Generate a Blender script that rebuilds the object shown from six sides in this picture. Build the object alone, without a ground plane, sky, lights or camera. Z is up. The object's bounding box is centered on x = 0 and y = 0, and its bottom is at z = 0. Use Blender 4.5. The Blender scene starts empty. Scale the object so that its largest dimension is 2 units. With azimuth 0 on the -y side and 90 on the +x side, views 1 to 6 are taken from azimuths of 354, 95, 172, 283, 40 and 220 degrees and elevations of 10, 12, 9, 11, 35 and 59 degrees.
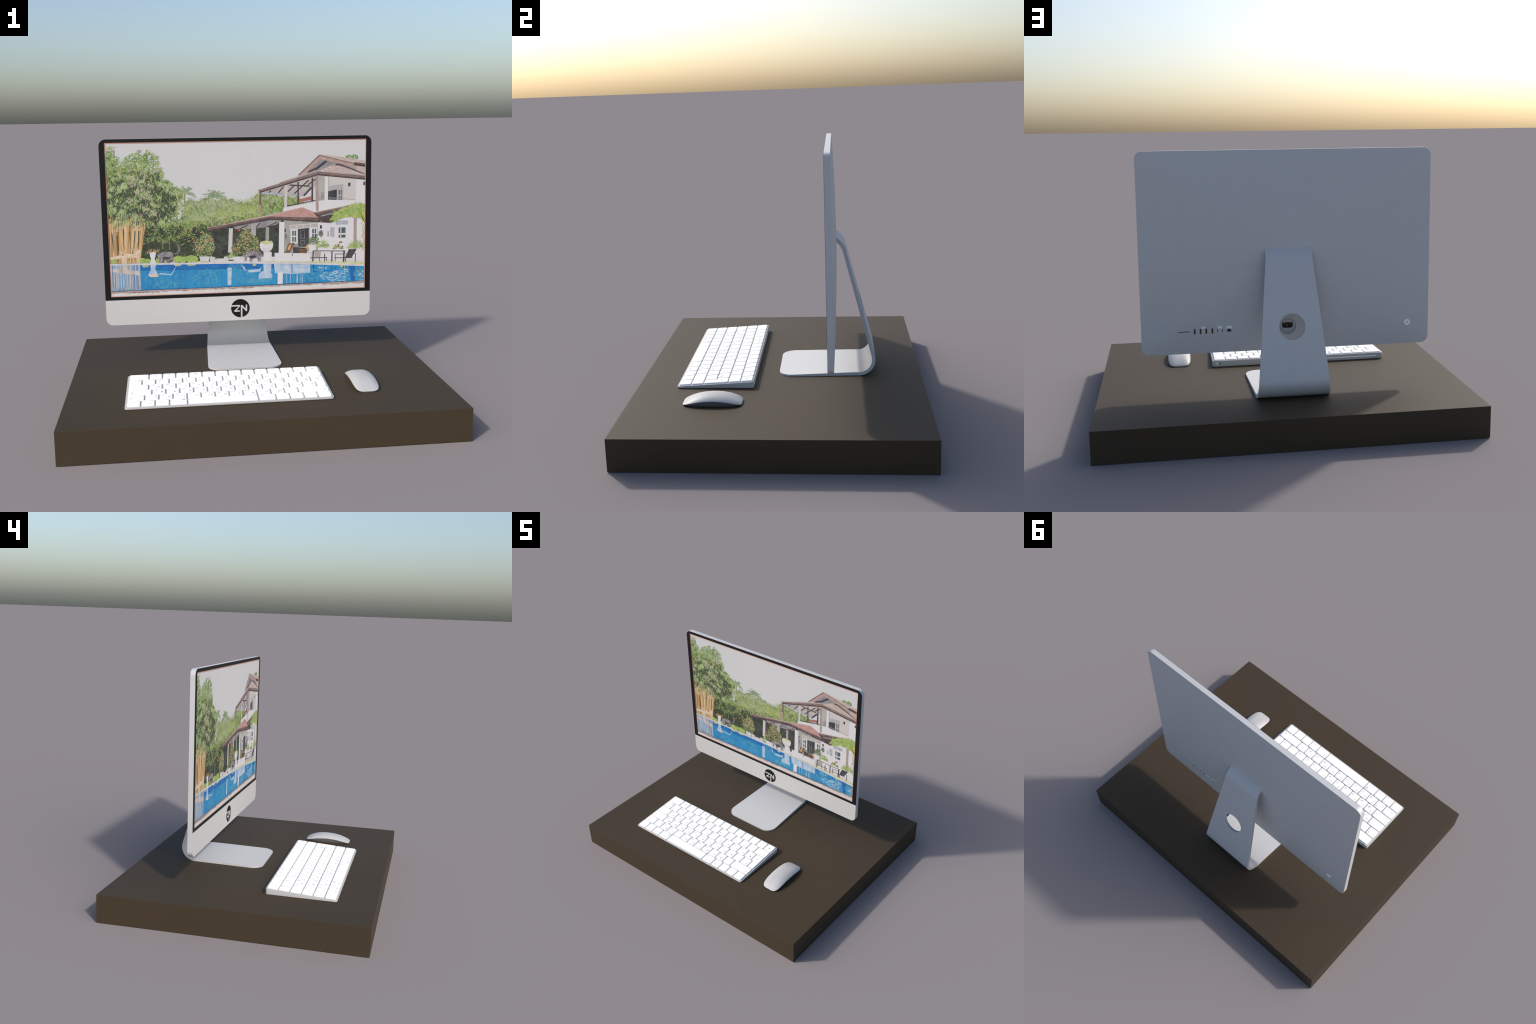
# Desktop computer on a dark platform: platform, monitor with stand, keyboard, mouse.
import bpy, bmesh, math, random
from mathutils import Vector, Matrix

TAU = 2 * math.pi
COLL = bpy.context.scene.collection

# ------------------------------------------------------------------ materials
def lin(c):
    c /= 255.0
    return c / 12.92 if c <= 0.04045 else ((c + 0.055) / 1.055) ** 2.4

SCREEN_LIGHT = 1.09      # sunlight on the upright front face, relative to base colour

def shown(r, g, b):
    """base colour of a printed area that reads as (r, g, b) on the lit screen"""
    return tuple(min(1.0, lin(v) / SCREEN_LIGHT) for v in (r, g, b))

def material(name, color, rough=0.5, vary=0.03, scale=8.0, stretch=(1, 1, 1), spec=0.5,
             metal=0.0, light=None, coat=0.0):
    """one colour with a soft procedural grain; with `light`, noise swings between two colours"""
    m = bpy.data.materials.new(name)
    m.use_nodes = True
    nt = m.node_tree
    b = nt.nodes["Principled BSDF"]
    b.inputs["Roughness"].default_value = rough
    b.inputs["Specular IOR Level"].default_value = spec
    b.inputs["Metallic"].default_value = metal
    b.inputs["Coat Weight"].default_value = coat
    tc = nt.nodes.new("ShaderNodeTexCoord")
    mp = nt.nodes.new("ShaderNodeMapping")
    mp.inputs["Scale"].default_value = stretch
    no = nt.nodes.new("ShaderNodeTexNoise")
    no.inputs["Scale"].default_value = scale
    no.inputs["Detail"].default_value = 4.0
    ra = nt.nodes.new("ShaderNodeValToRGB")
    if light is None:
        lo = [max(0, c * (1 - vary)) for c in color]
        hi = [min(1, c * (1 + vary)) for c in color]
    else:
        lo, hi = color, light
    ra.color_ramp.elements[0].position = 0.36
    ra.color_ramp.elements[1].position = 0.64
    ra.color_ramp.elements[0].color = (*lo, 1)
    ra.color_ramp.elements[1].color = (*hi, 1)
    nt.links.new(tc.outputs["Object"], mp.inputs["Vector"])
    nt.links.new(mp.outputs["Vector"], no.inputs["Vector"])
    nt.links.new(no.outputs["Fac"], ra.inputs["Fac"])
    nt.links.new(ra.outputs["Color"], b.inputs["Base Color"])
    return m

M = {}
M["slab"] = material("dark_brown_lacquer", (0.039, 0.0245, 0.0095), 0.7, 0.04, 3.0)
M["alu"] = material("silver_aluminium", (0.575, 0.575, 0.577), 0.6, 0.01, 30.0, metal=0.25)
M["chin"] = material("pale_aluminium", (0.51, 0.51, 0.505), 0.6, 0.01, 30.0)
M["black"] = material("black_glass", (0.004, 0.004, 0.004), 0.55, 0.02, 5.0, spec=0.25)
M["hole"] = material("black_plastic", (0.006, 0.006, 0.007), 0.6, 0.05, 60.0)
M["copper"] = material("copper_contact", (0.30, 0.16, 0.08), 0.45, 0.06, 90.0)
M["label"] = material("pale_label", (0.97, 0.98, 1.0), 0.5, 0.01, 60.0)
M["key"] = material("white_key_plastic", (0.99, 0.99, 0.99), 0.6, 0.005, 40.0)  # lightened to near full white to match the overexposed key tops
M["tray"] = material("white_aluminium", (0.42, 0.42, 0.425), 0.6, 0.01, 40.0)  # base colour lowered so the gaps between keys read as shadowed
M["legend"] = material("grey_legend_ink", (0.26, 0.27, 0.31), 0.5, 0.03, 90.0)
M["shell"] = material("white_mouse_shell", (0.44, 0.44, 0.445), 0.5, 0.008, 40.0)
M["mouse_base"] = material("grey_mouse_base", (0.16, 0.16, 0.17), 0.5, 0.02, 40.0)
M["green"] = material("green_switch", (0.03, 0.22, 0.03), 0.5, 0.03, 90.0)

# ------------------------------------------------------------------ mesh helpers
def new_object(name, verts, faces, mat, parent=None, smooth=0, mats=None, index=None):
    me = bpy.data.meshes.new(name)
    me.from_pydata([tuple(v) for v in verts], [], faces)
    for m in (mats or [mat]):
        me.materials.append(m)
    if index is not None:
        me.polygons.foreach_set("material_index", index)
    me.update()
    ob = bpy.data.objects.new(name, me)
    COLL.objects.link(ob)
    if parent is not None:
        hang(ob, parent)
    if smooth:
        smooth_by_angle(me, smooth)
    return ob

def hang(ob, parent):
    ob.parent = parent
    ob.matrix_parent_inverse = Matrix.Translation(-parent.location) if parent.parent is None else Matrix()

def smooth_by_angle(me, degrees):
    me.polygons.foreach_set("use_smooth", [True] * len(me.polygons))
    me.set_sharp_from_angle(angle=math.radians(degrees))

def fix_normals(me):
    bm = bmesh.new(); bm.from_mesh(me)
    bmesh.ops.recalc_face_normals(bm, faces=bm.faces)
    bm.to_mesh(me); bm.free()

def top_empty(name, loc, label, category):
    e = bpy.data.objects.new(name, None)
    e.location = loc
    e.empty_display_size = 0.1
    COLL.objects.link(e)
    e["label"], e["category"] = label, category
    return e

def rounded_polygon(corners, radii, n=6):
    """2D polygon with filleted corners (convex or concave)"""
    out, k = [], len(corners)
    for i in range(k):
        p, a, b = Vector(corners[i]), Vector(corners[i - 1]), Vector(corners[(i + 1) % k])
        r = radii[i] if hasattr(radii, "__len__") else radii
        if r <= 0:
            out.append(tuple(p)); continue
        u, v = (a - p).normalized(), (b - p).normalized()
        ang = u.angle(v)
        t = r / math.tan(ang / 2)
        c = p + (u + v).normalized() * (r / math.sin(ang / 2))
        s, e = p + u * t - c, p + v * t - c
        a0 = math.atan2(s.y, s.x); a1 = math.atan2(e.y, e.x)
        d = (a1 - a0 + math.pi) % TAU - math.pi
        out += [(c.x + r * math.cos(a0 + d * j / n), c.y + r * math.sin(a0 + d * j / n)) for j in range(n + 1)]
    return out

def rectangle(x0, y0, x1, y1):
    return [(x0, y0), (x1, y0), (x1, y1), (x0, y1)]

def inset(poly, d):
    out, n = [], len(poly)
    for i in range(n):
        a, p, b = Vector(poly[i - 1]), Vector(poly[i]), Vector(poly[(i + 1) % n])
        e0, e1 = (p - a).normalized(), (b - p).normalized()
        n0, n1 = Vector((-e0.y, e0.x)), Vector((-e1.y, e1.x))
        m = (n0 + n1).normalized()
        out.append(tuple(p + m * (d / max(0.35, m.dot(n0)))))
    return out

def prism(poly, lo, hi, place, bevel=0.0, steps=2):
    """extrude a 2D outline; place(a, b, h) maps into 3D; bevel rounds the top rim"""
    rings = [(poly, lo)]
    if bevel:
        for j in range(steps + 1):
            t = j / steps * math.pi / 2
            rings.append((inset(poly, bevel * (1 - math.cos(t))), hi - bevel + bevel * math.sin(t)))
    else:
        rings.append((poly, hi))
    n = len(poly)
    v = [place(x, y, h) for ring, h in rings for x, y in ring]
    f = [[r * n + i, r * n + (i + 1) % n, (r + 1) * n + (i + 1) % n, (r + 1) * n + i]
         for r in range(len(rings) - 1) for i in range(n)]
    f.append(list(range(n))[::-1])
    f.append([(len(rings) - 1) * n + i for i in range(n)])
    return v, f

def merge(parts):
    v, f = [], []
    for pv, pf in parts:
        o = len(v)
        v += pv
        f += [[i + o for i in q] for q in pf]
    return v, f

def cut(ob, parts):
    v, f = merge(parts)
    tool = new_object("cutter", v, f, M["hole"])
    fix_normals(tool.data)
    md = ob.modifiers.new("cut", "BOOLEAN")
    md.operation, md.solver, md.object = "DIFFERENCE", "EXACT", tool
    bpy.context.view_layer.update()
    me = bpy.data.meshes.new_from_object(ob.evaluated_get(bpy.context.evaluated_depsgraph_get()))
    old = ob.data
    ob.modifiers.clear()
    me.name = old.name
    ob.data = me
    bpy.data.meshes.remove(old)
    bpy.data.objects.remove(tool, do_unlink=True)

def facing_back(y_floor):      # outline in (x, z), height measured along +y
    return lambda a, b, h: (a, y_floor + h, b)

def facing_front(y_front):     # outline in (x, z), height measured along -y
    return lambda a, b, h: (a, y_front - h, b)

# ------------------------------------------------------------------ platform
SLAB_TOP = 0.1690
v, f = prism(rectangle(-1.0, -0.7862, 1.0, 0.7862), 0.0, SLAB_TOP, lambda a, b, h: (a, b, h), 0.0006, 1)
platform = new_object("platform", v, f, M["slab"])
fix_normals(platform.data)
platform["label"] = "flat rectangular dark brown display platform block"
platform["category"] = "platform"

# ------------------------------------------------------------------ monitor
MX, MZ = -0.033, 0.9285          # centre of the monitor front
HW, HH, CR = 0.791, 0.5425, 0.040
Y_FRONT, Y_EDGE, BULGE = 0.2705, 0.3020, 0.0215
CHIN_Z = 0.536
monitor = top_empty("desktop_monitor", (MX, 0.30, SLAB_TOP),
                    "slim silver all-in-one desktop computer showing a pool villa photo", "computer monitor")

def back_y(x, z):
    s = max(abs(x - MX) / HW, abs(z - MZ) / HH)
    return Y_EDGE + BULGE * (1 - min(1, s) ** 2)

outline = rounded_polygon(rectangle(-HW, -HH, HW, HH), CR, 10)
no = len(outline)
rings = [(0.9975, Y_FRONT + 0.0003), (1.0, Y_FRONT + 0.0012), (1.0, Y_EDGE - 0.001), (0.9990, Y_EDGE)]
rings += [(1 - j / 20, Y_EDGE + BULGE * (1 - (1 - j / 20) ** 2)) for j in range(1, 20)]
v = [(MX + x * s, y, MZ + z * s) for s, y in rings for x, z in outline]
f = [[r * no + i, r * no + (i + 1) % no, (r + 1) * no + (i + 1) % no, (r + 1) * no + i]
     for r in range(len(rings) - 1) for i in range(no)]
f.append(list(range(no))[::-1])
f.append([(len(rings) - 1) * no + i for i in range(no)])
housing = new_object("housing", v, f, M["alu"], monitor)
fix_normals(housing.data)

# ports along the lower back: card slot, four tall ports, two small ones, a network jack
def port_rect(cx, cz, w, h, r=0.0):
    return rounded_polygon(rectangle(cx - w / 2, cz - h / 2, cx + w / 2, cz + h / 2), r, 3)

CARD = port_rect(0.5316, 0.5096, 0.062, 0.0046, 0.002)
TALL = [port_rect(x, 0.509, 0.0090, 0.0288) for x in (0.4750, 0.4434, 0.4128, 0.3803)]
SMALL = [port_rect(x, 0.508, 0.0040, 0.0164, 0.0015) for x in (0.3530, 0.3264)]
JACK = [(0.2786, 0.5002), (0.3011, 0.5002), (0.3011, 0.5132), (0.2970, 0.5132), (0.2935, 0.5177),
        (0.2862, 0.5177), (0.2827, 0.5132), (0.2786, 0.5132)]
SOCKET_C = (-0.0297, 0.5180)
RECESS = [(SOCKET_C[0] + 0.0465 * math.cos(TAU * i / 48), SOCKET_C[1] + 0.0465 * math.sin(TAU * i / 48)) for i in range(48)]
SOCKET = [(-0.0525, 0.5023), (-0.0096, 0.5023), (-0.0009, 0.5110), (-0.0009, 0.5341), (-0.0600, 0.5341), (-0.0600, 0.5110)]
TAB = rectangle(-0.0488, 0.5372, -0.0129, 0.5480)
cuts = [prism(p, 0, 0.04, facing_back(0.300)) for p in [CARD, JACK] + TALL + SMALL]
cuts.append(prism(RECESS, 0, 0.04, facing_back(0.294)))
cut(housing, cuts)
cut(housing, [prism(SOCKET, 0, 0.04, facing_back(0.280))])
PX0, PZ0, PU = -0.7920, 0.5560, 0.00895      # photograph: lower left corner, size of one picture unit
PW, PH = 169.6, 100.0
POCKET = rectangle(PX0, PZ0, PX0 + PW * PU, PZ0 + PH * PU)
cut(housing, [prism(POCKET, -0.02, 0.0045, facing_back(Y_FRONT))])
smooth_by_angle(housing.data, 25)

def lining(name, poly, floor, depth, pins):
    part = new_object(name, *prism(poly, 0, depth, facing_back(floor)), M["hole"], monitor)
    fix_normals(part.data)
    if pins:
        v, f = merge([prism(rectangle(*p), 0, 0.0016, facing_back(floor + depth - 0.0002)) for p in pins])
        pin = new_object("contact_pins", v, f, M["copper"], part)
        pin["kind"] = "stuff"
        fix_normals(pin.data)
    return part

lining("card_slot", CARD, 0.3002, 0.006, [(0.506 + 0.0058 * i, 0.5086, 0.509 + 0.0058 * i, 0.5106) for i in range(9)])
for p in TALL:
    x0 = p[0][0]
    lining("usb_port", p, 0.3002, 0.006, [(x0 + 0.0036, 0.4975 + 0.0062 * i, x0 + 0.0060, 0.5010 + 0.0062 * i) for i in range(4)])
for p in SMALL:
    xc = sum(q[0] for q in p) / len(p)
    lining("slim_port", p, 0.3002, 0.006, [(xc - 0.0008, 0.504, xc + 0.0008, 0.513)])
lining("network_port", JACK, 0.3002, 0.006, [(0.2836 + 0.0032 * i, 0.5004, 0.2852 + 0.0032 * i, 0.5062) for i in range(4)])
lining("power_socket", SOCKET, 0.2802, 0.006, None)
for (cx, cz) in ((-0.0125, 0.5290), (-0.0460, 0.5290), (-0.0292, 0.5170)):
    pin = new_object("socket_pin", *prism(rectangle(cx - 0.0030, cz - 0.0062, cx + 0.0030, cz + 0.0062), 0, 0.006, facing_back(0.286), 0.001),
                     M["copper"], monitor)
    fix_normals(pin.data)
tab = new_object("socket_tab", *prism(TAB, 0, 0.0028, facing_back(0.2935), 0.0008), M["alu"], monitor)
fix_normals(tab.data)

def back_plate(name, poly, mat, height=0.0007):
    cx = sum(p[0] for p in poly) / len(poly); cz = sum(p[1] for p in poly) / len(poly)
    vv, ff = prism(poly, -0.002, height, lambda a, b, h: (a, back_y(a, b) + h, b))
    ob = new_object(name, vv, ff, mat, monitor)
    fix_normals(ob.data)
    return ob

for (x0, z0, x1, z1), kind in (((0.4193, 0.5238, 0.4377, 0.5346), 0), ((0.3294, 0.5222, 0.3513, 0.5337), 1), ((0.2748, 0.5192, 0.3043, 0.5335), 2)):
    back_plate("port_label", rectangle(x0, z0, x1, z1), M["label"])
    cx, cz = (x0 + x1) / 2, (z0 + z1) / 2
    marks = {0: [rectangle(cx - 0.0007, cz - 0.0035, cx + 0.0007, cz + 0.003), rectangle(cx - 0.003, cz + 0.0012, cx + 0.003, cz + 0.0025)],
             1: [[(cx + 0.0005, cz - 0.004), (cx + 0.0015, cz - 0.001), (cx - 0.001, cz - 0.001), (cx + 0.001, cz - 0.004)],
                 [(cx - 0.002, cz - 0.0005), (cx + 0.001, cz - 0.0005), (cx - 0.001, cz + 0.004), (cx - 0.0025, cz + 0.004)]],
             2: [rectangle(cx + 0.0035, cz - 0.0012, cx + 0.0065, cz + 0.0012), rectangle(cx - 0.0013, cz - 0.0012, cx + 0.0013, cz + 0.0012),
                 rectangle(cx - 0.0065, cz - 0.0012, cx - 0.0035, cz + 0.0012)]}[kind]
    for mk in marks:
        back_plate("port_symbol", mk, M["legend"], 0.0012)

BTN = (-0.7010, 0.5075)
disc = lambda r, n=40: [(BTN[0] + r * math.cos(TAU * i / n), BTN[1] + r * math.sin(TAU * i / n)) for i in range(n)]
back_plate("power_button", disc(0.0170), M["label"], 0.0010)
back_plate("power_symbol", disc(0.0052, 20), M["legend"], 0.0016)
back_plate("power_symbol", disc(0.0030, 16), M["label"], 0.0022)

# front: black glass above, pale metal chin below
top_half = rounded_polygon([(MX - HW, CHIN_Z), (MX + HW, CHIN_Z), (MX + HW, MZ + HH), (MX - HW, MZ + HH)], [0, 0, CR, CR], 10)
low_half = rounded_polygon([(MX - HW, MZ - HH), (MX + HW, MZ - HH), (MX + HW, CHIN_Z), (MX - HW, CHIN_Z)], [CR, CR, 0, 0], 10)
for name, poly, mat in (("screen_bezel", top_half, M["black"]), ("chin_panel", low_half, M["chin"])):
    ob = new_object(name, *prism(inset(poly, 0.0002), 0, 0.0007, facing_front(Y_FRONT + 0.0006), 0.0002), mat, monitor)
    fix_normals(ob.data)
    if name == "screen_bezel":
        cut(ob, [prism(POCKET, -0.02, 0.0200, facing_back(Y_FRONT))])

# round black badge with two pale letters cut through to its rim
LR, LX, LZ = 0.0556, -0.0335, 0.4600
badge = new_object("badge", *prism([(LX + LR * math.cos(TAU * i / 64), LZ + LR * math.sin(TAU * i / 64)) for i in range(64)],
                                   0, 0.0010, facing_front(Y_FRONT)), M["black"], monitor)
fix_normals(badge.data)
def badge_stroke(pts):
    return [(LX + LR * x, LZ + LR * z) for x, z in pts]
Z_LETTER = [[(-0.985, 0.20), (-0.16, 0.20), (-0.69, -0.28), (-0.64, -0.38), (-0.06, -0.38), (-0.06, -0.23), (-0.40, -0.23), (-0.02, 0.24), (-0.06, 0.36), (-0.945, 0.36)]]
N_LETTER = [[(0.045, -1.005), (0.205, -1.005), (0.225, 0.10), (0.60, -0.36), (0.73, -0.36), (0.74, 0.36), (0.585, 0.36), (0.575, -0.08), (0.20, 0.36), (0.06, 0.33)]]
for name, polys in (("badge_letter", Z_LETTER), ("badge_letter", N_LETTER)):
    for poly in polys:
        lt = new_object(name, *prism(badge_stroke(poly), 0, 0.0006, facing_front(Y_FRONT - 0.0007)), M["chin"], badge)
        lt.matrix_parent_inverse = Matrix()
        fix_normals(lt.data)

# ------------------------------------------------------------------ stand
def stand_profile():
    """(outer y, z, inner y, z, half width) along the bent sheet, foot tip to neck"""
    out = []
    FOOT_Y0 = -0.012
    R, yc = 0.090, 0.4425
    zc = SLAB_TOP + 0.0005 + R
    lean = math.atan(0.258)
    cr = 0.078
    ys = [FOOT_Y0 + cr * (1 - math.cos(math.pi / 2 * i / 14)) for i in range(15)]
    ys += [ys[-1] + (yc - ys[-1]) * i / 6 for i in range(1, 7)]
    for y in ys:
        t = (y - FOOT_Y0) / (yc - FOOT_Y0)
        hw = 0.2150 - 0.018 * t
        d = y - FOOT_Y0
        if d < cr:
            hw -= cr - math.sqrt(max(0, cr * cr - (cr - d) ** 2))
        thick = 0.0085 + 0.0105 * min(1, t * 1.1)
        out.append((y, SLAB_TOP + 0.0005, y, SLAB_TOP + 0.0005 + thick, hw))
    T = 0.0190
    for i in range(1, 17):
        a = -math.pi / 2 + (math.pi / 2 + lean) * i / 16
        t = i / 16
        out.append((yc + R * math.cos(a), zc + R * math.sin(a), yc + (R - T) * math.cos(a), zc + (R - T) * math.sin(a), 0.1970 - 0.0120 * t))
    o = Vector(out[-1][:2]); inn = Vector(out[-1][2:4])
    up = Vector((-math.sin(lean), math.cos(lean)))
    L = (0.885 - o.y) / up.y
    for i in range(1, 13):
        t = i / 12
        p, q = o + up * L * t, inn + up * (L - 0.006) * t
        out.append((p.x, p.y, q.x, q.y, 0.1850 - 0.0585 * t))
    p0, q0 = Vector(out[-1][:2]), Vector(out[-1][2:4])
    p1, p2 = p0 + up * 0.038, Vector((0.312, 0.957))
    q1, q2 = q0 + up * 0.022, Vector((0.312, 0.935))
    for i in range(1, 11):
        t = i / 10
        p = p0 * (1 - t) ** 2 + p1 * 2 * t * (1 - t) + p2 * t * t
        q = q0 * (1 - t) ** 2 + q1 * 2 * t * (1 - t) + q2 * t * t
        hw = 0.1265 - 0.004 * t
        out.append((p.x, p.y, q.x, q.y, hw))
    return out

SX = -0.0315                      # middle of the stand
prof = stand_profile()
v, f = [], []
for oy, oz, iy, iz, hw in prof:
    hw = max(hw, 0.02)
    v += [(SX - hw, oy, oz), (SX + hw, oy, oz), (SX + hw, iy, iz), (SX - hw, iy, iz)]
for i in range(len(prof) - 1):
    for j in range(4):
        f.append([4 * i + j, 4 * i + (j + 1) % 4, 4 * i + 4 + (j + 1) % 4, 4 * i + 4 + j])
f += [[0, 1, 2, 3], [4 * (len(prof) - 1) + j for j in (3, 2, 1, 0)]]
stand = new_object("stand", v, f, M["alu"], monitor)
fix_normals(stand.data)
hole_c, hole_r = Vector((-0.0310, 0.4680, 0.5520)), 0.0695
axis = Vector((0, math.cos(math.atan(0.258)), math.sin(math.atan(0.258))))
side = Vector((1, 0, 0)); upv = axis.cross(side)
circle = [(hole_r * math.cos(TAU * i / 64), hole_r * math.sin(TAU * i / 64)) for i in range(64)]
cut(stand, [prism(circle, -0.06, 0.06, lambda a, b, h: tuple(hole_c + side * a + upv * b + axis * h))])
smooth_by_angle(stand.data, 40)

# ------------------------------------------------------------------ photograph on the screen
# picture units: 1 unit = 1 % of the picture height, origin at its lower left corner
rng = random.Random(7)
PLANE = [Y_FRONT - 0.0002]

class Layer:
    """one printed motif: outlines and strokes of several inks"""
    def __init__(self, name, *inks):
        self.name, self.inks = name, inks
        self.v, self.f, self.m = [], [], []
        PLANE[0] -= 0.00002
        self.y = PLANE[0]
        self.deep = 0.0
    def area(self, pts, ink=0, lift=0.0):
        o = len(self.v)
        y = self.y - lift * 0.2
        self.deep = max(self.deep, lift * 0.2)
        for x, z in pts:
            x = min(max(x, 0.25), PW - 0.25); z = min(max(z, 0.25), PH - 0.25)
            self.v.append((PX0 + x * PU, y, PZ0 + z * PU))
        idx = list(range(o, o + len(pts)))
        a = sum(pts[i - 1][0] * pts[i][1] - pts[i][0] * pts[i - 1][1] for i in range(len(pts)))
        self.f.append(idx if a > 0 else idx[::-1])
        self.m.append(ink)
    def stroke(self, pts, w, ink=0, lift=0.0, w2=None):
        w2 = w if w2 is None else w2
        n = len(pts) - 1
        left, right = [], []
        for i, (x, z) in enumerate(pts):
            a = Vector(pts[max(0, i - 1)]); b = Vector(pts[min(n, i + 1)])
            d = (b - a).normalized()
            h = (w + (w2 - w) * i / n) / 2
            left.append((x - d.y * h, z + d.x * h)); right.append((x + d.y * h, z - d.x * h))
        for i in range(n):
            self.area([right[i], right[i + 1], left[i + 1], left[i]], ink, lift)
    def leaf(self, x, z, ang, ln, w, ink=0, spread=0.00035):
        dx, dz = math.cos(ang), math.sin(ang)
        self.area([(x, z), (x + dx * ln * 0.45 + dz * w / 2, z + dz * ln * 0.45 - dx * w / 2), (x + dx * ln, z + dz * ln),
                   (x + dx * ln * 0.45 - dz * w / 2, z + dz * ln * 0.45 + dx * w / 2)], ink, 0.00006 + rng.random() * spread)
    def blob(self, cx, cz, rx, rz, ink=0, lift=0.0, jag=0.0, n=20):
        self.area([(cx + rx * math.cos(TAU * i / n) * (1 + rng.uniform(-jag, jag)), cz + rz * math.sin(TAU * i / n) * (1 + rng.uniform(-jag, jag)))
                   for i in range(n)], ink, lift)
    def done(self):
        PLANE[0] -= self.deep
        ob = new_object(self.name, self.v, self.f, None, photo, mats=[M[i] for i in self.inks], index=self.m)
        ob.matrix_parent_inverse = Matrix()
        if len(self.f) > 60:
            ob["kind"] = "stuff"
        return ob

def rough_edge(poly, step, amp):
    out = []
    for i in range(len(poly)):
        a, b = Vector(poly[i]), Vector(poly[(i + 1) % len(poly)])
        k = max(1, int((b - a).length / step))
        for j in range(k):
            p = a.lerp(b, j / k)
            out.append((p.x + rng.uniform(-amp, amp), p.y + rng.uniform(-amp, amp)))
    return out

def inside(poly, x, z):
    hit = False
    for i in range(len(poly)):
        (x0, z0), (x1, z1) = poly[i - 1], poly[i]
        if (z0 > z) != (z1 > z) and x < (x1 - x0) * (z - z0) / (z1 - z0) + x0:
            hit = not hit
    return hit

def scatter(poly, n):
    xs = [p[0] for p in poly]; zs = [p[1] for p in poly]
    got = []
    while len(got) < n:
        x, z = rng.uniform(min(xs), max(xs)), rng.uniform(min(zs), max(zs))
        if inside(poly, x, z):
            got.append((x, z))
    return got

def ink(name, rgb, light=None, scale=60.0, stretch=(1, 1, 1), vary=0.05):
    M[name] = material("print_" + name, shown(*rgb), 0.6, vary, scale, stretch, spec=0.35, light=shown(*light) if light else None)

ink("sky", (197, 198, 199), vary=0.01, scale=3)
ink("orange", (230, 128, 92), vary=0.02)
ink("signal", (235, 95, 25), vary=0.02)
ink("pinkline", (208, 190, 194), vary=0.01)
ink("leaf_dark", (62, 74, 54), (90, 106, 68), 70)
ink("leaf_mid", (94, 124, 66), (122, 150, 88), 50)
ink("leaf_light", (148, 168, 110), (174, 184, 138), 50)
ink("leaf_yellow", (146, 166, 80), (168, 182, 106), 50)
ink("leaf_grey", (158, 152, 126), (182, 172, 154), 50)
ink("leaf_black", (52, 57, 51), (68, 76, 62), 70)
ink("haze_leaf", (150, 162, 120), (172, 178, 144), 40)  # greens paled to paint haze over the distant trees
ink("haze_dark", (108, 126, 80), (136, 148, 104), 40)
ink("palm", (122, 146, 122), (150, 166, 138), 40)
ink("hedge", (46, 52, 44), (62, 70, 54), 40)
ink("rust_leaf", (184, 130, 98), (196, 158, 120), 60)
ink("stalk", (192, 156, 104), (208, 178, 134), 60, (1, 1, 0.1))
ink("stalk_dark", (160, 116, 66), (184, 144, 94), 60, (1, 1, 0.1))
ink("stalk_gap", (112, 90, 58), (150, 118, 76), 60, (1, 1, 0.1))
ink("timber", (160, 142, 112), (176, 160, 130), 50)
ink("water_light", (70, 150, 196), (98, 166, 204), 40, (1, 1, 0.3))
ink("reflection_wash", (112, 144, 172), (150, 158, 166), 50, (1, 1, 0.12))
ink("stone_shade", (92, 96, 90), (116, 118, 112), 40)
ink("fawn", (200, 176, 150), (212, 196, 180), 50)
ink("lime", (136, 160, 80), (160, 180, 104), 60)
ink("stone", (188, 186, 188), (204, 202, 204), 30)
ink("white", (206, 205, 207), vary=0.015, scale=10)
ink("elephant", (104, 100, 104), (148, 144, 148), 60)
ink("water", (36, 122, 176), (46, 138, 184), 14, (1, 1, 0.5))
ink("water_deep", (26, 94, 162), (34, 112, 176), 14)
ink("water_teal", (54, 138, 178), (84, 154, 178), 50, (1, 1, 0.6))
ink("water_pale", (146, 174, 200), (184, 194, 208), 30)
ink("water_line", (24, 78, 124), vary=0.05)
ink("water_tan", (176, 164, 156), (196, 186, 180), 50, (1, 1, 0.1))
ink("brown", (98, 80, 78), (118, 98, 94), 30)
ink("brown_dark", (70, 58, 60), (86, 70, 70), 30)
ink("mauve", (152, 136, 134), (164, 148, 144), 20)
ink("tile", (176, 158, 152), (188, 172, 166), 60, (1, 1, 2))
ink("pink_roof", (170, 132, 126), (184, 146, 138), 50)
ink("pink_trim", (164, 138, 132), (178, 152, 146), 30)
ink("soffit", (170, 160, 158), (184, 174, 170), 20)
ink("soffit_grey", (124, 124, 130), (150, 148, 150), 20)
ink("charcoal", (54, 54, 60), (70, 70, 76), 30)
ink("interior", (44, 48, 46), (72, 76, 70), 30)
ink("wall", (192, 188, 186), vary=0.02, scale=10)
ink("wall_shade", (160, 156, 152), (172, 168, 164), 12)
ink("wall_grey", (138, 138, 134), (156, 156, 150), 12)
ink("pane", (62, 76, 84), (92, 106, 112), 40)
ink("shutter", (150, 154, 164), (172, 176, 184), 40, (1, 1, 4))
ink("red_roof", (160, 104, 98), vary=0.05)
ink("teak", (96, 66, 56), (126, 92, 70), 40)
ink("grass", (178, 188, 130), (196, 200, 160), 50)
ink("paving", (196, 194, 192), (206, 204, 202), 20)
ink("ledge", (146, 124, 116), (176, 160, 154), 40, (1, 1, 3))

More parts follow.
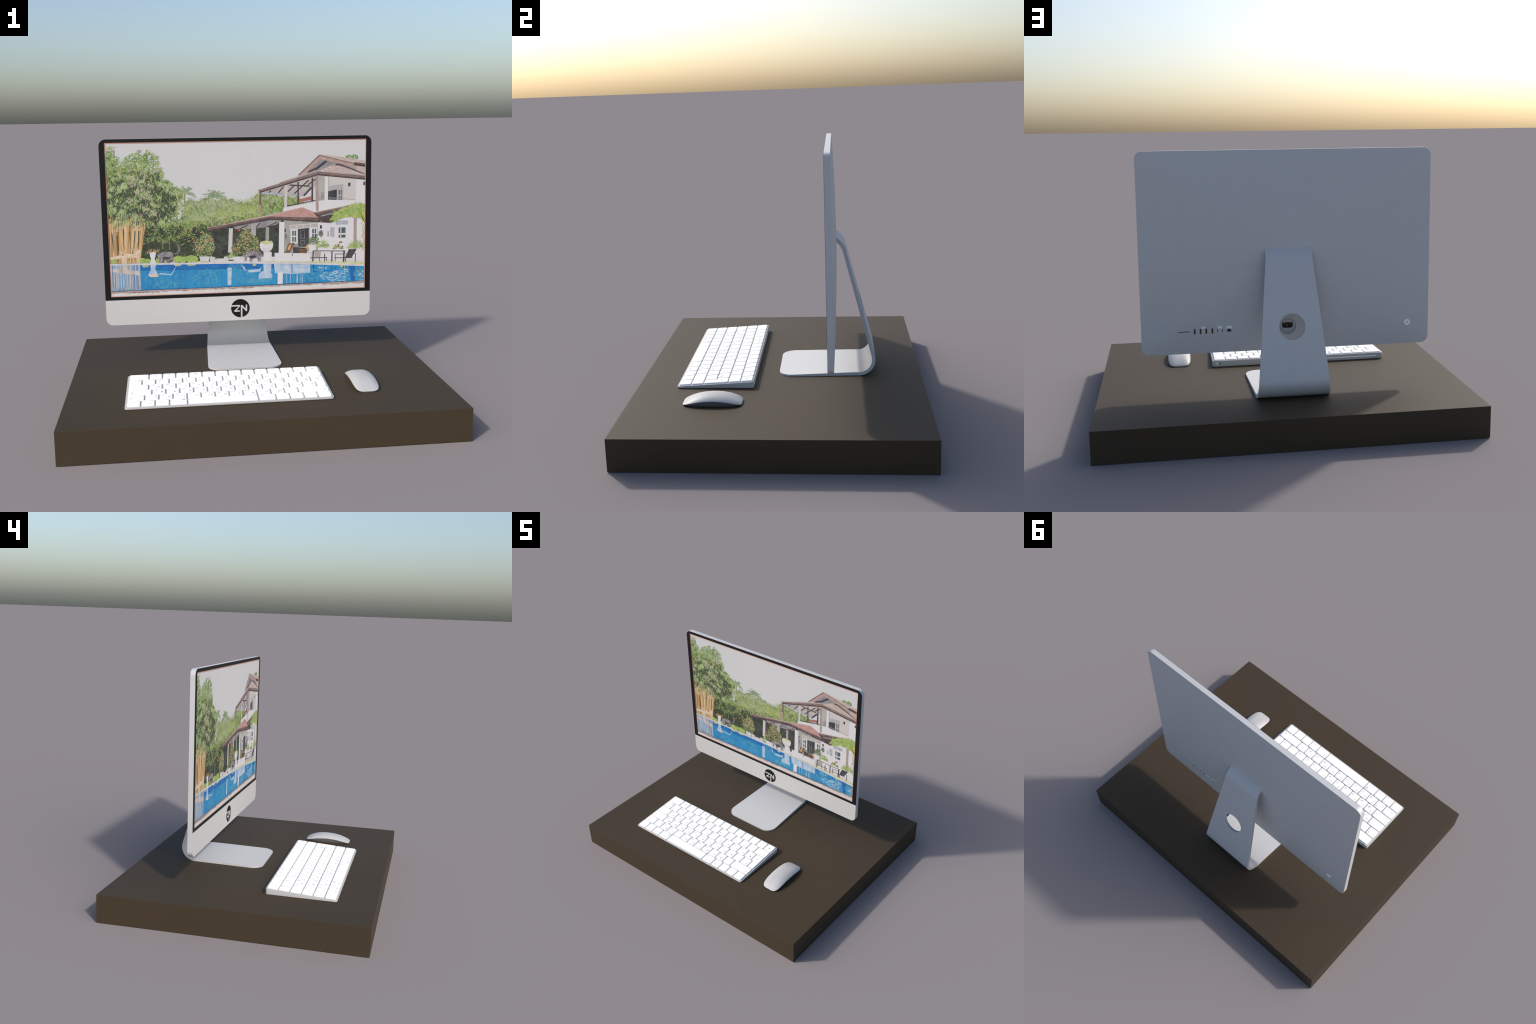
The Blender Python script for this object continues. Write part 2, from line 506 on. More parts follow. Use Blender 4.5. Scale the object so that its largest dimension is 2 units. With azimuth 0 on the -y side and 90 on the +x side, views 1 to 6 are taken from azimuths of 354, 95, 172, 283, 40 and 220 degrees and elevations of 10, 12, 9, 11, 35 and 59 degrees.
photo = new_object("photograph", *prism(rectangle(PX0, PZ0, PX0 + PW * PU, PZ0 + PH * PU), 0, 0.0003, facing_front(Y_FRONT + 0.0044)), M["sky"], monitor)
fix_normals(photo.data)
PLANE[0] = Y_FRONT + 0.0040

L = Layer("picture_upper_line", "pinkline")
L.stroke([(0, 97.2), (PW, 97.2)], 0.25)
L.done()

# far palms
L = Layer("picture_palm", "palm", "haze_dark")
for cx, cz, size, n in ((50.2, 66.5, 8.5, 9), (69.3, 63.5, 9.5, 10), (69.6, 63.5, 7, 6)):
    for i in range(n):
        a = math.radians(10 + 160 * i / (n - 1) + rng.uniform(-8, 8))
        ln = size * rng.uniform(0.75, 1.05)
        pts = [(cx + math.cos(a) * ln * t, cz + math.sin(a) * ln * t * 0.95 - 3.2 * t * t) for t in (0, 0.25, 0.5, 0.75, 1)]
        L.stroke(pts, 0.4, 0, 0.0001 * rng.random(), 0.15)
        for k in range(20):
            t = 0.15 + 0.85 * k / 19
            x, z = cx + math.cos(a) * ln * t, cz + math.sin(a) * ln * t * 0.95 - 3.2 * t * t
            for sgn in (-1, 1):
                L.leaf(x, z, a + sgn * 0.7 - 0.6 * t, 1.7 * (1 - 0.5 * t), 0.2, rng.choice((0, 0, 1)))
L.stroke([(50.0, 67), (49.6, 58)], 1.0, 1)
L.done()

# middle-distance trees behind the lower roof
MIDTREES = [(46.5, 56), (48, 60), (53.7, 63.4), (58, 61.5), (64, 63.2), (69, 62), (74.3, 62.2), (79, 62.6), (83, 60.6), (87.6, 60.3), (93, 61.6),
            (96.8, 64.6), (102.7, 65.3), (108.6, 64.3), (116, 63.2), (124, 62.5), (128, 60), (128, 50), (105, 48), (79, 42), (60, 36), (30, 36), (30, 48), (42, 49)]
L = Layer("picture_middle_trees", "haze_leaf", "haze_dark", "leaf_yellow", "leaf_mid", "leaf_dark", "sky", "palm", "timber")
L.area(rough_edge(MIDTREES, 1.0, 0.9), 1)
for x, z in scatter(MIDTREES, 2600):
    roof = 43.9 + max(0, x - 63.7) * 0.178 if x > 60 else 44       # line of the veranda roof in front
    h = (z - roof) / (62.5 - roof + 0.1)
    if h > rng.uniform(0.35, 0.75):
        inks = [0, 0, 6, 2, 1, 0]
    elif h > rng.uniform(0.0, 0.4):
        inks = [1, 2, 2, 3, 0, 3]
    else:
        inks = [3, 4, 4, 1, 2]
    if x > 92:
        inks = [3, 2, 1, 2, 0, 4] if h < 0.7 else [0, 1, 2, 0]
    a = math.radians(rng.uniform(30, 150)) if rng.random() < 0.6 else math.radians(rng.uniform(200, 340))
    L.leaf(x, z, a, rng.uniform(1.6, 4.2), rng.uniform(0.3, 0.7), rng.choice(inks))
for cx, cz, size, top in ((67, 51, 12, 0), (82.5, 51.5, 9.5, 2), (92, 53, 7.5, 2), (57, 49, 8, 0), (75, 50, 7, 1)):     # feathery palm crowns
    L.stroke([(cx, cz - 7), (cx + 0.3, cz + 1)], 0.9, 7, 0.0004, 0.6)
    for i in range(17):
        a = math.radians(5 + 170 * i / 16 + rng.uniform(-5, 5))
        ln = size * rng.uniform(0.8, 1.1)
        arc = [(cx + math.cos(a) * ln * t, cz + math.sin(a) * ln * t - 3.2 * t * t) for t in (0, 0.3, 0.6, 0.85, 1)]
        L.stroke(arc, 0.35, rng.choice((0, 2)), 0.0003 + 0.0002 * rng.random(), 0.15)
        for k in range(12):
            t = 0.15 + 0.85 * k / 11
            L.leaf(cx + math.cos(a) * ln * t, cz + math.sin(a) * ln * t - 3.2 * t * t, a + rng.choice((-0.7, 0.7)) - 0.5 * t, 2.2, 0.3, rng.choice((top, 0, 6 if top == 0 else 2, 1)), 0.0005)
for x, z in scatter([(44.3, 51), (48.2, 59.2), (49.2, 55), (46.5, 50)], 40):
    L.leaf(x, z, rng.uniform(0, TAU), 1.3, 0.8, 5, 0.0005)
for x, z in scatter([(48, 60), (55, 62), (64, 62), (75, 61.6), (86, 59.6), (93, 61), (93, 59), (80, 59), (60, 60), (50, 57)], 40):
    L.leaf(x, z, rng.uniform(0, TAU), 1.0, 0.6, 5, 0.0005)
L.done()

# dark hedge with fronds
HEDGE = [(19.6, 22.2), (19.8, 40), (24, 46), (32, 47), (38, 44), (46, 46), (54, 43), (60, 46), (64.8, 44), (80, 46), (110, 47), (113, 44), (113, 22), (85, 21.5)]
L = Layer("picture_hedge", "hedge", "leaf_dark", "leaf_mid", "haze_dark", "leaf_black", "rust_leaf", "leaf_yellow")
L.area(rough_edge(HEDGE, 1.5, 0.8), 0)
for x, z in scatter(HEDGE, 900):
    if x > 70:
        continue
    top = (z - 24) / 20
    k = rng.choice([1, 2, 3, 3, 6, 2]) if rng.random() < top * 0.85 - 0.22 else rng.choice([0, 1, 4, 4])
    if 50 < x < 60 and 34 < z < 42 and rng.random() < 0.4:
        k = 5
    L.leaf(x, z, math.radians(rng.uniform(-60, 240)), rng.uniform(2, 4.5), rng.uniform(0.4, 0.9), k)
for cx, cz, size in ((34, 43.5, 6), (45, 42.5, 7), (56, 44.5, 6), (30, 37, 5), (50, 39, 6), (40, 36.5, 5)):
    for i in range(9):
        a = math.radians(-10 + 200 * i / 8)
        for k in range(7):
            t = 0.15 + 0.85 * k / 6
            L.leaf(cx + math.cos(a) * size * t, cz + math.sin(a) * size * 0.7 * t - 2.0 * t * t, a - 0.6 * t + rng.uniform(-0.4, 0.4), 1.9, 0.4, rng.choice((2, 3, 3, 6, 1)), 0.0004)
for x, z0, z1 in ((34.5, 31, 37), (39, 30, 38), (73.5, 28, 41), (76, 30, 40)):
    L.stroke([(x, z0), (x + 0.4, z1)], 0.45, 3, 0.0005)
L.done()
L = Layer("picture_stone_arch", "stone_shade", "hedge")
L.blob(43.2, 30.4, 3.0, 3.4, 0)
L.blob(42.2, 30.8, 2.3, 3.0, 1, 0.00005)
L.done()

# bamboo stems, then the leafy crown
L = Layer("picture_bamboo_stems", "stalk_gap", "stalk", "stalk_dark", "leaf_dark", "leaf_black", "fawn")
L.area([(0.3, 50), (25.5, 50), (23.6, 42), (19.8, 22), (0.3, 22)], 0)
for i in range(84):
    t = (i + rng.uniform(-0.6, 0.6)) / 83
    xb, xt = 1.0 + 18.3 * t, 0.8 + 23.5 * t + rng.uniform(-1.2, 1.2)
    L.stroke([(xb, 22.2), (xb + (xt - xb) * 0.45, 35), (xt, 50)], rng.uniform(0.22, 0.6), rng.choice((1, 1, 1, 1, 2, 2, 5, 0 if i % 4 else 4)), 0.00005 + rng.random() * 0.0003)
for x in (3.2, 6.1, 9.8, 13.6, 16.4, 18.6):      # shaded gaps between clumps
    L.stroke([(x, rng.uniform(27, 32)), (x + (x - 10) * 0.12, rng.uniform(40, 49))], 0.25, 4, 0.0004, 0.75)
for x, z in scatter([(0.5, 22.4), (19.5, 22.4), (18, 25), (0.5, 26)], 60):
    L.leaf(x, z, rng.uniform(0, math.pi), 1.6, 0.4, 3, 0.0003)
L.done()

CROWN = [(0.3, 99.6), (3.5, 98.4), (4.6, 94.8), (7.1, 89.1), (11.1, 88.7), (12.9, 93), (16.5, 93), (22.2, 96.1), (27, 97.2), (28.2, 94.4), (32.2, 93.5),
         (34.5, 89.8), (33.5, 85), (37.4, 81.6), (36.1, 76.8), (41.4, 75.4), (43.7, 72.1), (46.9, 70), (50.2, 65.4), (49.2, 63.3), (46.2, 61.3),
         (46.5, 56.3), (43, 51), (38.8, 48.2), (32, 46.3), (27, 47.4), (24.1, 48.5), (20, 46.5), (16.8, 46.4), (13.4, 48.8), (9.8, 48), (3.1, 49.1), (0.3, 49.5)]
L = Layer("picture_bamboo_crown", "leaf_mid", "leaf_dark", "leaf_light", "leaf_yellow", "leaf_grey", "leaf_black", "sky", "palm", "stalk")
core = [(22 + (x - 22) * (0.90 if x > 5 else 1.0), 66 + (z - 66) * (0.87 if z > 66 else 0.97)) for x, z in CROWN]
L.area(rough_edge(core, 1.0, 1.2), 0)
L.area(rough_edge([(x, min(z, 74 + 3 * math.sin(x))) for x, z in core], 1.2, 0.8), 1, 0.00006)
DARKS = [(41, 62, 6, 4.0), (37, 55, 7, 4.0), (13, 68, 5, 2.6), (9, 61, 5, 2.4), (19, 57, 6, 2.4), (27, 51, 7, 2.6), (30, 70, 5, 2), (40, 49, 4, 2.2), (6, 75, 4, 2), (24, 62, 4, 1.8), (4, 54, 4, 2), (18, 72, 4, 1.6)]
def fan(x, z, aim, n, spread, ln, w, tone, other):
    for i in range(n):
        L.leaf(x + rng.uniform(-0.5, 0.5), z + rng.uniform(-0.5, 0.5), aim + math.radians(-spread + 2 * spread * i / max(1, n - 1)), rng.uniform(0.7, 1.15) * ln, w * rng.uniform(0.7, 1.2),
               tone if rng.random() < 0.75 else rng.choice(other), 0.0008)
for x, z in scatter(core, 980):
    dk = any(((x - a) / b) ** 2 + ((z - c) / d) ** 2 < 1 for a, c, b, d in DARKS)
    low = max(0.0, min(1.0, (86 - z) / 14))
    grey = 14 < x < 32 and 52 < z < 80
    clump = math.sin(0.62 * x + 1.6 * math.sin(0.33 * z)) * math.sin(0.78 * z + 1.4 * math.sin(0.41 * x)) + rng.uniform(-0.25, 0.25)
    if dk and rng.random() < 0.85 or (clump < -0.30 and low > 0.5):
        tone = rng.choice((5, 5, 5, 1))
    elif clump > 0.25 and low > 0.5:
        tone = 4 if grey and rng.random() < 0.5 else 2
    elif rng.random() < low:
        tone = rng.choice((2, 2, 0, 1, 5, 1, 4 if grey else 2, 4 if grey else 0))
    else:
        tone = rng.choice((3, 3, 2, 0, 0, 2, 7, 4, 1))
    if low > 0.3:
        fan(x, z + 1, math.radians(270 + rng.uniform(-30, 30)), rng.randint(4, 6), rng.uniform(25, 55), 3.3, 0.55, tone, (0, 2, 1, 5))
    else:
        fan(x, z, math.radians(rng.uniform(180, 360)), rng.randint(3, 6), 60, 2.4, 0.5, tone, (0, 2, 3, 7, 1))
for x, z in scatter(core, 230):        # leaf highlights drawn as pale hanging sprays on top
    if z < 82 and math.sin(0.62 * x + 1.6 * math.sin(0.33 * z)) * math.sin(0.78 * z + 1.4 * math.sin(0.41 * x)) > -0.15 and not any(((x - a) / b) ** 2 + ((z - c) / d) ** 2 < 0.8 for a, c, b, d in DARKS):
        fan(x, z, math.radians(270 + rng.uniform(-25, 25)), 5, 45, 3.6, 0.55, rng.choice((2, 2, 4 if 12 < x < 34 else 2)), (0, 2))
rim = [p for p in rough_edge(CROWN, 0.9, 0.8) if p[0] > 1.5 and p[1] > 47.5]
for x, z in rim:                       # loose sprays along the outline
    if rng.random() < 0.72:
        inward = math.atan2(68 - z, 20 - x)
        fan(x + 1.2 * math.cos(inward), z + 1.2 * math.sin(inward), math.radians(270 + rng.uniform(-70, 70)), rng.randint(3, 5), 50, 2.3, 0.42, rng.choice((3, 2, 0, 3, 7)), (0, 2, 3))
        fan(x + 3 * math.cos(inward), z + 3 * math.sin(inward), inward + math.pi + rng.uniform(-0.6, 0.6), 3, 40, 2.4, 0.45, rng.choice((3, 2, 0, 0)), (0, 1, 3))
for x, z in scatter([(1, 99), (6, 92), (12, 90), (28, 96), (33, 88), (36, 80), (20, 84), (1, 84)], 130):
    L.leaf(x, z, rng.uniform(0, TAU), rng.uniform(0.8, 1.7), 0.7, 6, 0.0009)
for i in range(26):                     # stems climbing into the crown
    x = 1.5 + 22.5 * (i + rng.uniform(-0.4, 0.4)) / 26
    L.stroke([(x, 43), (x + (x - 12) * 0.05, rng.uniform(49, 55))], 0.4, 8 if rng.random() < 0.7 else 4, 0.0008 + 0.0001 * rng.random(), 0.2)
for x, z in scatter([(0.5, 47), (26, 47), (27, 53), (0.5, 54)], 90):
    fan(x, z, math.radians(270 + rng.uniform(-30, 30)), 5, 45, 3.4, 0.5, rng.choice((2, 0, 1, 5, 2)), (0, 1, 2))
for pts in (((19.5, 83), (20, 74), (19, 66)), ((26, 88), (27, 80)), ((8, 86), (9, 76)), ((31, 90), (32, 82), (31, 74))):
    L.stroke(list(pts), 0.5, 4, 0.0006, 0.3)
L.done()

# garden details at the pool edge
L = Layer("picture_low_hedge", "lime", "leaf_mid", "grass")
for cx, cz, rx, rz in ((21.5, 23.6, 2.2, 1.8), (24.5, 23.2, 2.4, 1.6), (31.2, 23.0, 1.6, 1.8), (44.2, 23.8, 3.2, 2.4), (48, 23.4, 2.4, 2.0), (52.8, 23.8, 3.6, 2.4), (55.6, 23.2, 2.0, 1.8), (2.6, 23.8, 2.0, 1.8), (37, 22.6, 1.6, 1.4)):
    L.blob(cx, cz, rx, rz, 0, 0.00004 * rng.random(), 0.12)
    for x, z in scatter(rectangle(cx - rx, cz - rz, cx + rx, cz + rz), 16):
        L.leaf(x, z, rng.uniform(0.3, 2.8), 0.9, 0.35, rng.choice((0, 1, 0)), 0.0002)
L.area([(55, 22.2), (66, 21.6), (66, 20.8), (55, 21.2)], 2)
L.done()

L = Layer("picture_deer_statues", "fawn")
L.area([(0.4, 26.3), (8, 27.8), (10.8, 28.6), (16.2, 28), (18.5, 31.1), (20.8, 30.6), (18.8, 27.4), (19.6, 22.4), (18.2, 22.4), (17.4, 25.6), (11.5, 25.6),
        (11, 21.8), (8, 21.8), (7.9, 25.5), (0.4, 24.8)])
L.stroke([(18.4, 30.8), (17.4, 32.6)], 0.35)
L.stroke([(9, 27.5), (7, 30)], 0.9)
L.done()

L = Layer("picture_urn", "white", "rust_leaf", "leaf_mid")
L.area([(25.9, 29.0), (30.4, 29.0), (29.2, 24.3), (30.3, 21.0), (25.7, 21.0), (26.9, 23.9), (26.3, 26.3)])
for x, z in scatter([(23.6, 27.6), (25.2, 30.6), (32.6, 30.4), (32, 28.4), (26, 28.6)], 40):
    L.leaf(x, z, rng.uniform(0.2, 3), 1.3, 0.5, rng.choice((1, 1, 2)), 0.0002)
L.done()

def elephant(pts, name="picture_elephant"):
    L = Layer(name, "elephant", "charcoal")
    L.area(pts)
    cx = sum(p[0] for p in pts) / len(pts); cz = sum(p[1] for p in pts) / len(pts)
    L.blob(cx, cz + 0.2, 2.6, 0.9, 1, 0.00005, 0.1)  # body shadow painted as a charcoal blob
    L.done()
elephant([(30.6, 27), (32.9, 28.4), (36, 29), (39.8, 28.8), (41.4, 27.6), (41.6, 24.8), (41, 22), (40, 22), (39.6, 24.4), (38.8, 21.4), (36.6, 21.6), (36.2, 24.0), (34.4, 23.7), (34.2, 21.4), (32.0, 21.4), (31.5, 25)])

# ------- house, back to front
L = Layer("picture_upper_roof", "tile", "pink_trim", "soffit_grey", "charcoal", "brown", "leaf_mid", "brown_dark")
for i in range(40):
    L.leaf(160.2 + rng.uniform(-3.8, 3.8), 87.2 + rng.uniform(-0.8, 1.4), rng.uniform(0.4, 2.7), 1.8, 0.6, 5, 0.0002)
L.area([(137.9, 89.6), (138.7, 90.2), (151.1, 88.6), (169.6, 85.6), (169.6, 76), (137.5, 78.9)], 0, 0.0003)
L.area([(139.4, 87.2), (161.6, 81.9), (169.6, 81.0), (169.6, 76), (137.9, 79), (129.4, 78)], 2, 0.00036)
L.area([(163, 81.8), (169.6, 81.0), (169.6, 76.4), (166, 77.8), (163, 79)], 0, 0.00040)
L.stroke([(143.4, 86.0), (135.8, 80.4)], 1.6, 3, 0.00042)
L.stroke([(137, 81.5), (131, 78.8)], 1.2, 6, 0.00043)
L.area([(124.5, 76.6), (138.7, 89.7), (161.9, 83.8), (161.4, 81.5), (139.6, 87), (129.6, 78.2)], 1, 0.00046)
L.stroke([(124.6, 76.9), (138.6, 89.8)], 0.7, 4, 0.00050)
L.stroke([(138.6, 89.6), (161.9, 83.8)], 0.5, 4, 0.00051)
L.area([(162.0, 84.7), (169.6, 83.6), (169.6, 81.5), (161.6, 82.6)], 6, 0.00052)
L.stroke([(162, 84.0), (169.6, 82.9)], 0.4, 4, 0.00056)
L.done()
L = Layer("picture_hip_roof", "tile", "brown_dark", "pink_trim", "white")
L.area([(136.5, 78.9), (146.8, 83.2), (149.4, 83.2), (169.6, 76.4), (169.6, 75.2)], 0)
for i in range(7):
    L.stroke([(138.8 + 1.25 * i, 79.2 + 0.5 * i), (140.2 + 1.2 * i, 78.6 + 0.55 * i)], 0.45, 3 if i % 2 else 2, 0.00004)
L.stroke([(149.2, 83.4), (152, 83.4), (159.7, 80.6), (168.8, 76.8)], 1.3, 1, 0.00006, 0.5)
L.stroke([(146.8, 83.2), (149, 82.6)], 0.5, 2, 0.00008)
L.done()
L = Layer("picture_balcony_ceiling", "soffit", "charcoal", "shutter", "brown_dark")
L.area([(99.6, 66.0), (136.4, 77.2), (137, 70), (133.4, 69.2), (128.2, 63.4), (99.6, 65.6)], 0)
for (a, b, c, d) in ((131.3, 73.6, 121.5, 64.7), (122.2, 70.7, 117.3, 66.2), (114.6, 69.6, 111.0, 65.5), (106.3, 67.2, 104.9, 66), (137.8, 75.5, 131, 70.6)):
    L.stroke([(a, b), (c, d)], 0.8, 1, 0.00005)
L.stroke([(99.8, 65.7), (128.3, 63.7)], 1.2, 2, 0.00009)
L.stroke([(128.0, 63.4), (133.2, 68.8)], 1.1, 1, 0.00012)
L.stroke([(118.6, 70.6), (132, 69.6)], 0.9, 1, 0.00015)
L.area([(124.7, 61.0), (132.9, 63.0), (132.9, 60.8), (124.9, 59.3)], 3, 0.0)
L.done()
L = Layer("picture_red_roof", "red_roof")
L.area([(124.7, 61.0), (132.9, 63.0), (132.9, 60.6), (124.9, 59.3)])
L.done()
L = Layer("picture_upper_wall", "wall_shade", "white", "wall", "charcoal", "shutter", "pane", "wall_grey")
L.area([(137.2, 77.2), (169.6, 73.6), (169.6, 56), (137.2, 57.5)], 0)
L.area([(145, 76.5), (163.4, 74.5), (163.4, 57), (145, 57)], 2, 0.00004)
L.area([(163.4, 74), (169.6, 73.2), (169.6, 56), (162.9, 57)], 1, 0.00007)
L.area([(140.4, 67.0), (144.3, 69.3), (154.6, 70.6), (154.6, 59.8), (140.4, 60)], 0, 0.0001)
for i in range(4):
    x = 140.9 + 3.45 * i
    L.area([(x, 66.9 + 0.75 * i), (x + 2.8, 67.5 + 0.75 * i), (x + 2.8, 69.3 + 0.35 * i), (x, 68.6 + 0.45 * i)], 4, 0.00013)
L.area([(144.2, 65.9), (150.2, 67.1), (150.2, 59.8), (144.2, 59.8)], 3, 0.00015)
L.area([(139.6, 65.5), (141.8, 66.2), (141.8, 61), (139.6, 61)], 6, 0.00015)
for x in (151.4, 152.8):
    for z0, z1 in ((60.0, 62.8), (63.4, 66.7)):
        L.area(rectangle(x, z0, x + 0.8, z1), 5, 0.00017)
L.area(rectangle(157.8, 68.9, 159.3, 71.3), 3, 0.00018)
L.area(rectangle(168.1, 69.3, 169.6, 71.7), 3, 0.00018)
L.area([(142.2, 75.8), (144.4, 75.5), (144.2, 59.5), (141.9, 59.5)], 1, 0.0002)
L.stroke([(138.1, 60.3), (141.8, 61.6)], 0.35, 6, 0.00022)
L.stroke([(144.5, 61.7), (153.4, 60.9), (162.4, 60.0)], 0.35, 6, 0.00022)
for i in range(14):
    L.stroke([(145 + 1.25 * i, 61.4 - 0.1 * i), (145 + 1.25 * i, 59.8)], 0.18, 6, 0.00024)
L.done()
L = Layer("picture_parapet", "white", "wall", "brown_dark", "mauve")
L.area([(114.5, 56.0), (137.9, 59.8), (144.8, 60.3), (162.4, 59.4), (166, 57.4), (150, 53), (137.5, 51), (126, 52), (114, 53.2)], 0)
L.stroke([(116.2, 56.9), (136.4, 60.4)], 0.4, 2, 0.00004)
for i in range(18):
    L.stroke([(116.6 + 1.12 * i, 57.0 + 0.19 * i), (116.6 + 1.12 * i, 56.0 + 0.19 * i)], 0.2, 2, 0.00006)
L.done()
L = Layer("picture_balcony_posts", "brown", "wall", "brown_dark", "mauve", "pink_trim")
L.stroke([(99.3, 66.8), (98.6, 51.0)], 1.2, 0, 0.0)
L.stroke([(98.9, 58), (98.6, 51.0)], 1.2, 4, 0.00003)
L.stroke([(116.4, 70.6), (115.8, 55.5)], 1.9, 1, 0.00003)
L.stroke([(124.3, 72.6), (124.2, 57.6)], 1.0, 2, 0.00003)
L.stroke([(133.8, 75), (133.6, 59.4)], 1.1, 2, 0.00003)
L.stroke([(136.7, 77.4), (137.1, 53)], 1.9, 3, 0.00006)
L.done()
L = Layer("picture_balcony_fascia", "brown", "brown_dark", "mauve", "tile")
L.area([(97.7, 67.7), (137.5, 79.3), (137.5, 76.8), (98.9, 66)], 0)
L.area([(137.5, 79.3), (169.6, 75.6), (169.6, 73.2), (137.5, 76.8)], 0)
L.stroke([(98.6, 66.2), (137.5, 77.0), (169.6, 73.3)], 0.8, 1, 0.00004)
L.stroke([(97.9, 67.7), (137.5, 79.2), (169.6, 75.6)], 0.5, 2, 0.00005)
L.stroke([(98.5, 67.0), (137.5, 78.2), (169.6, 74.6)], 0.25, 2, 0.00006)
L.stroke([(112, 72.4), (137.3, 79.8)], 0.5, 3, 0.00007)
L.done()

L = Layer("picture_veranda", "interior", "soffit_grey", "brown_dark", "leaf_dark", "charcoal")
L.area([(66, 41.6), (80.7, 44.8), (106.7, 48), (114.5, 48), (114.5, 22), (86, 22), (78.5, 24.5), (74, 24.5), (70, 27)], 0)
L.area([(80.8, 44.4), (106, 47.8), (113, 47.6), (112, 45.2), (101, 43), (90, 42.2), (82, 42.6)], 1, 0.00004)
for (a, b, c, d) in ((110, 45.4, 99, 41.5), (112.5, 45.5, 107, 42.2), (99, 45.2, 96, 43), (91, 44.2, 83, 41.6)):
    L.stroke([(a, b + 1), (c, d)], 0.7, 2, 0.00008)
for x, z in scatter(rectangle(96, 33, 111, 40), 50):
    L.leaf(x, z, rng.uniform(0, TAU), 1.2, 0.4, 3, 0.0002)
L.done()

L = Layer("picture_lower_wall", "wall", "wall_grey", "white", "charcoal", "pane", "shutter", "elephant", "wall_shade", "red_roof")
L.area([(114.5, 47.5), (169.6, 52), (169.6, 16.2), (132, 18.2), (114.5, 25.2)], 0)
L.area([(114.5, 47), (137.4, 46.4), (137.4, 27), (114.5, 25)], 1, 0.00004)
L.area([(137.4, 47.2), (169.6, 51.5), (169.6, 17), (137.4, 20)], 2, 0.00004)
L.area([(118.4, 44.2), (137.0, 45.2), (137.0, 42.4), (118.4, 41.2)], 0, 0.00007)
for i in range(4):
    x = 119.0 + 4.6 * i
    L.area([(x, 41.8 + 0.25 * i), (x + 3.8, 42 + 0.25 * i), (x + 3.8, 43.9 + 0.2 * i), (x, 43.7 + 0.2 * i)], 7, 0.0001)
L.area([(119.0, 41.2), (123.8, 41.4), (123.8, 31.6), (119.0, 31.6)], 2, 0.0001)
for x in (120.1, 121.7):
    for z0, z1 in ((32.9, 36.2), (36.9, 40.3)):
        L.area(rectangle(x, z0, x + 1.1, z1), 4, 0.00014)
L.area([(124.0, 41.2), (131.4, 41.9), (131.0, 29.5), (124.2, 29.5)], 3, 0.00014)
for z0, z1 in ((30.8, 33.6), (34.8, 40.4)):
    L.area(rectangle(125.8, z0, 128.6, z1), 6, 0.00017)
    L.area(rectangle(126.1, z0 + 0.3, 128.3, z1 - 0.3), 3, 0.0002)
L.area([(131.8, 42), (137.0, 42.2), (137.0, 33), (131.8, 33)], 2, 0.00012)
for x in (133.6, 135.2):
    L.area(rectangle(x, 35.2, x + 1.1, 41.2), 4, 0.00015)
L.stroke([(133.4, 38), (136.5, 38)], 0.4, 2, 0.00018)
L.area(rectangle(138.8, 41.2, 140.2, 43.5), 3, 0.0002)
L.blob(139.5, 38.2, 1.6, 2.1, 6, 0.0002)
L.blob(115.6, 36.7, 1.0, 2.0, 6, 0.0002)
L.area(rectangle(115.0, 39.6, 116.0, 41.8), 3, 0.0002)
L.area(rectangle(144.1, 35.8, 144.6, 39.4), 3, 0.0002)
L.area([(149.4, 46.4), (158, 46.2), (157.8, 43.4), (149.6, 43.4)], 5, 0.0001)
L.stroke([(153.7, 46.4), (153.7, 43.4)], 0.4, 2, 0.00014)
L.area([(149.9, 42.9), (157.3, 42.7), (157.3, 33.9), (149.9, 33.9)], 2, 0.00012)
for z0, z1 in ((34.7, 36.7), (37.8, 41.6)):
    L.area(rectangle(151.5, z0, 156.2, z1), 4, 0.00016)
    L.area(rectangle(152.6, z0 + 0.2, 153.4, z1 - 0.2), 0, 0.0002)
L.area([(145.1, 42.7), (149.6, 42.9), (149.4, 34.1), (145.1, 35)], 2, 0.00014)
L.area([(145.8, 41.8), (148.7, 42), (148.6, 35.1), (145.8, 35.7)], 5, 0.00018)
L.area(rectangle(151.8, 31.0, 154.1, 32.2), 8, 0.00014)
L.done()

L = Layer("picture_lower_roof", "pink_roof", "tile", "brown", "brown_dark", "pink_trim", "charcoal", "white", "soffit_grey")
L.area([(63.7, 43.9), (105.3, 51.3), (126.8, 55.7), (134.9, 52.3), (138.2, 48.9), (105.1, 50.4)], 0)
L.area([(63.7, 43.9), (105.3, 51.4), (114, 53.3), (106, 50.6), (85, 47.2)], 1, 0.00004)
for i in range(8):
    L.stroke([(108 + 1.9 * i, 51.2 + 0.34 * i), (110.2 + 1.7 * i, 52.5 + 0.38 * i)], 0.35, 1, 0.00007)
L.stroke([(126.8, 55.6), (134.9, 52.2)], 0.5, 4, 0.00009)
L.area([(134.5, 52.1), (164.4, 57.4), (164.2, 55.0), (150, 52), (150, 46), (145, 45), (137.5, 48.6)], 3, 0.0001)  # eave shade drawn in dark brown below the roof band
L.area([(134.9, 52.1), (164.4, 57.4), (164.0, 55.6), (138.2, 50.6)], 2, 0.00013)
L.stroke([(135.4, 51.9), (164.2, 57.0)], 0.35, 4, 0.00016)
L.stroke([(139.5, 49.6), (150, 52.0)], 0.9, 7, 0.00014)
L.area([(63.7, 43.9), (105.1, 50.6), (105.4, 48.3), (65.1, 41.4)], 2, 0.00018)
L.area([(105.1, 50.6), (137.9, 48.9), (147.5, 47.9), (146, 44.9), (105.4, 48.2)], 2, 0.00018)
L.stroke([(65, 41.9), (105.4, 48.6), (146, 45.3)], 1.0, 3, 0.00022)
L.stroke([(63.9, 43.8), (105.2, 50.5), (138, 48.9)], 0.45, 4, 0.00024)
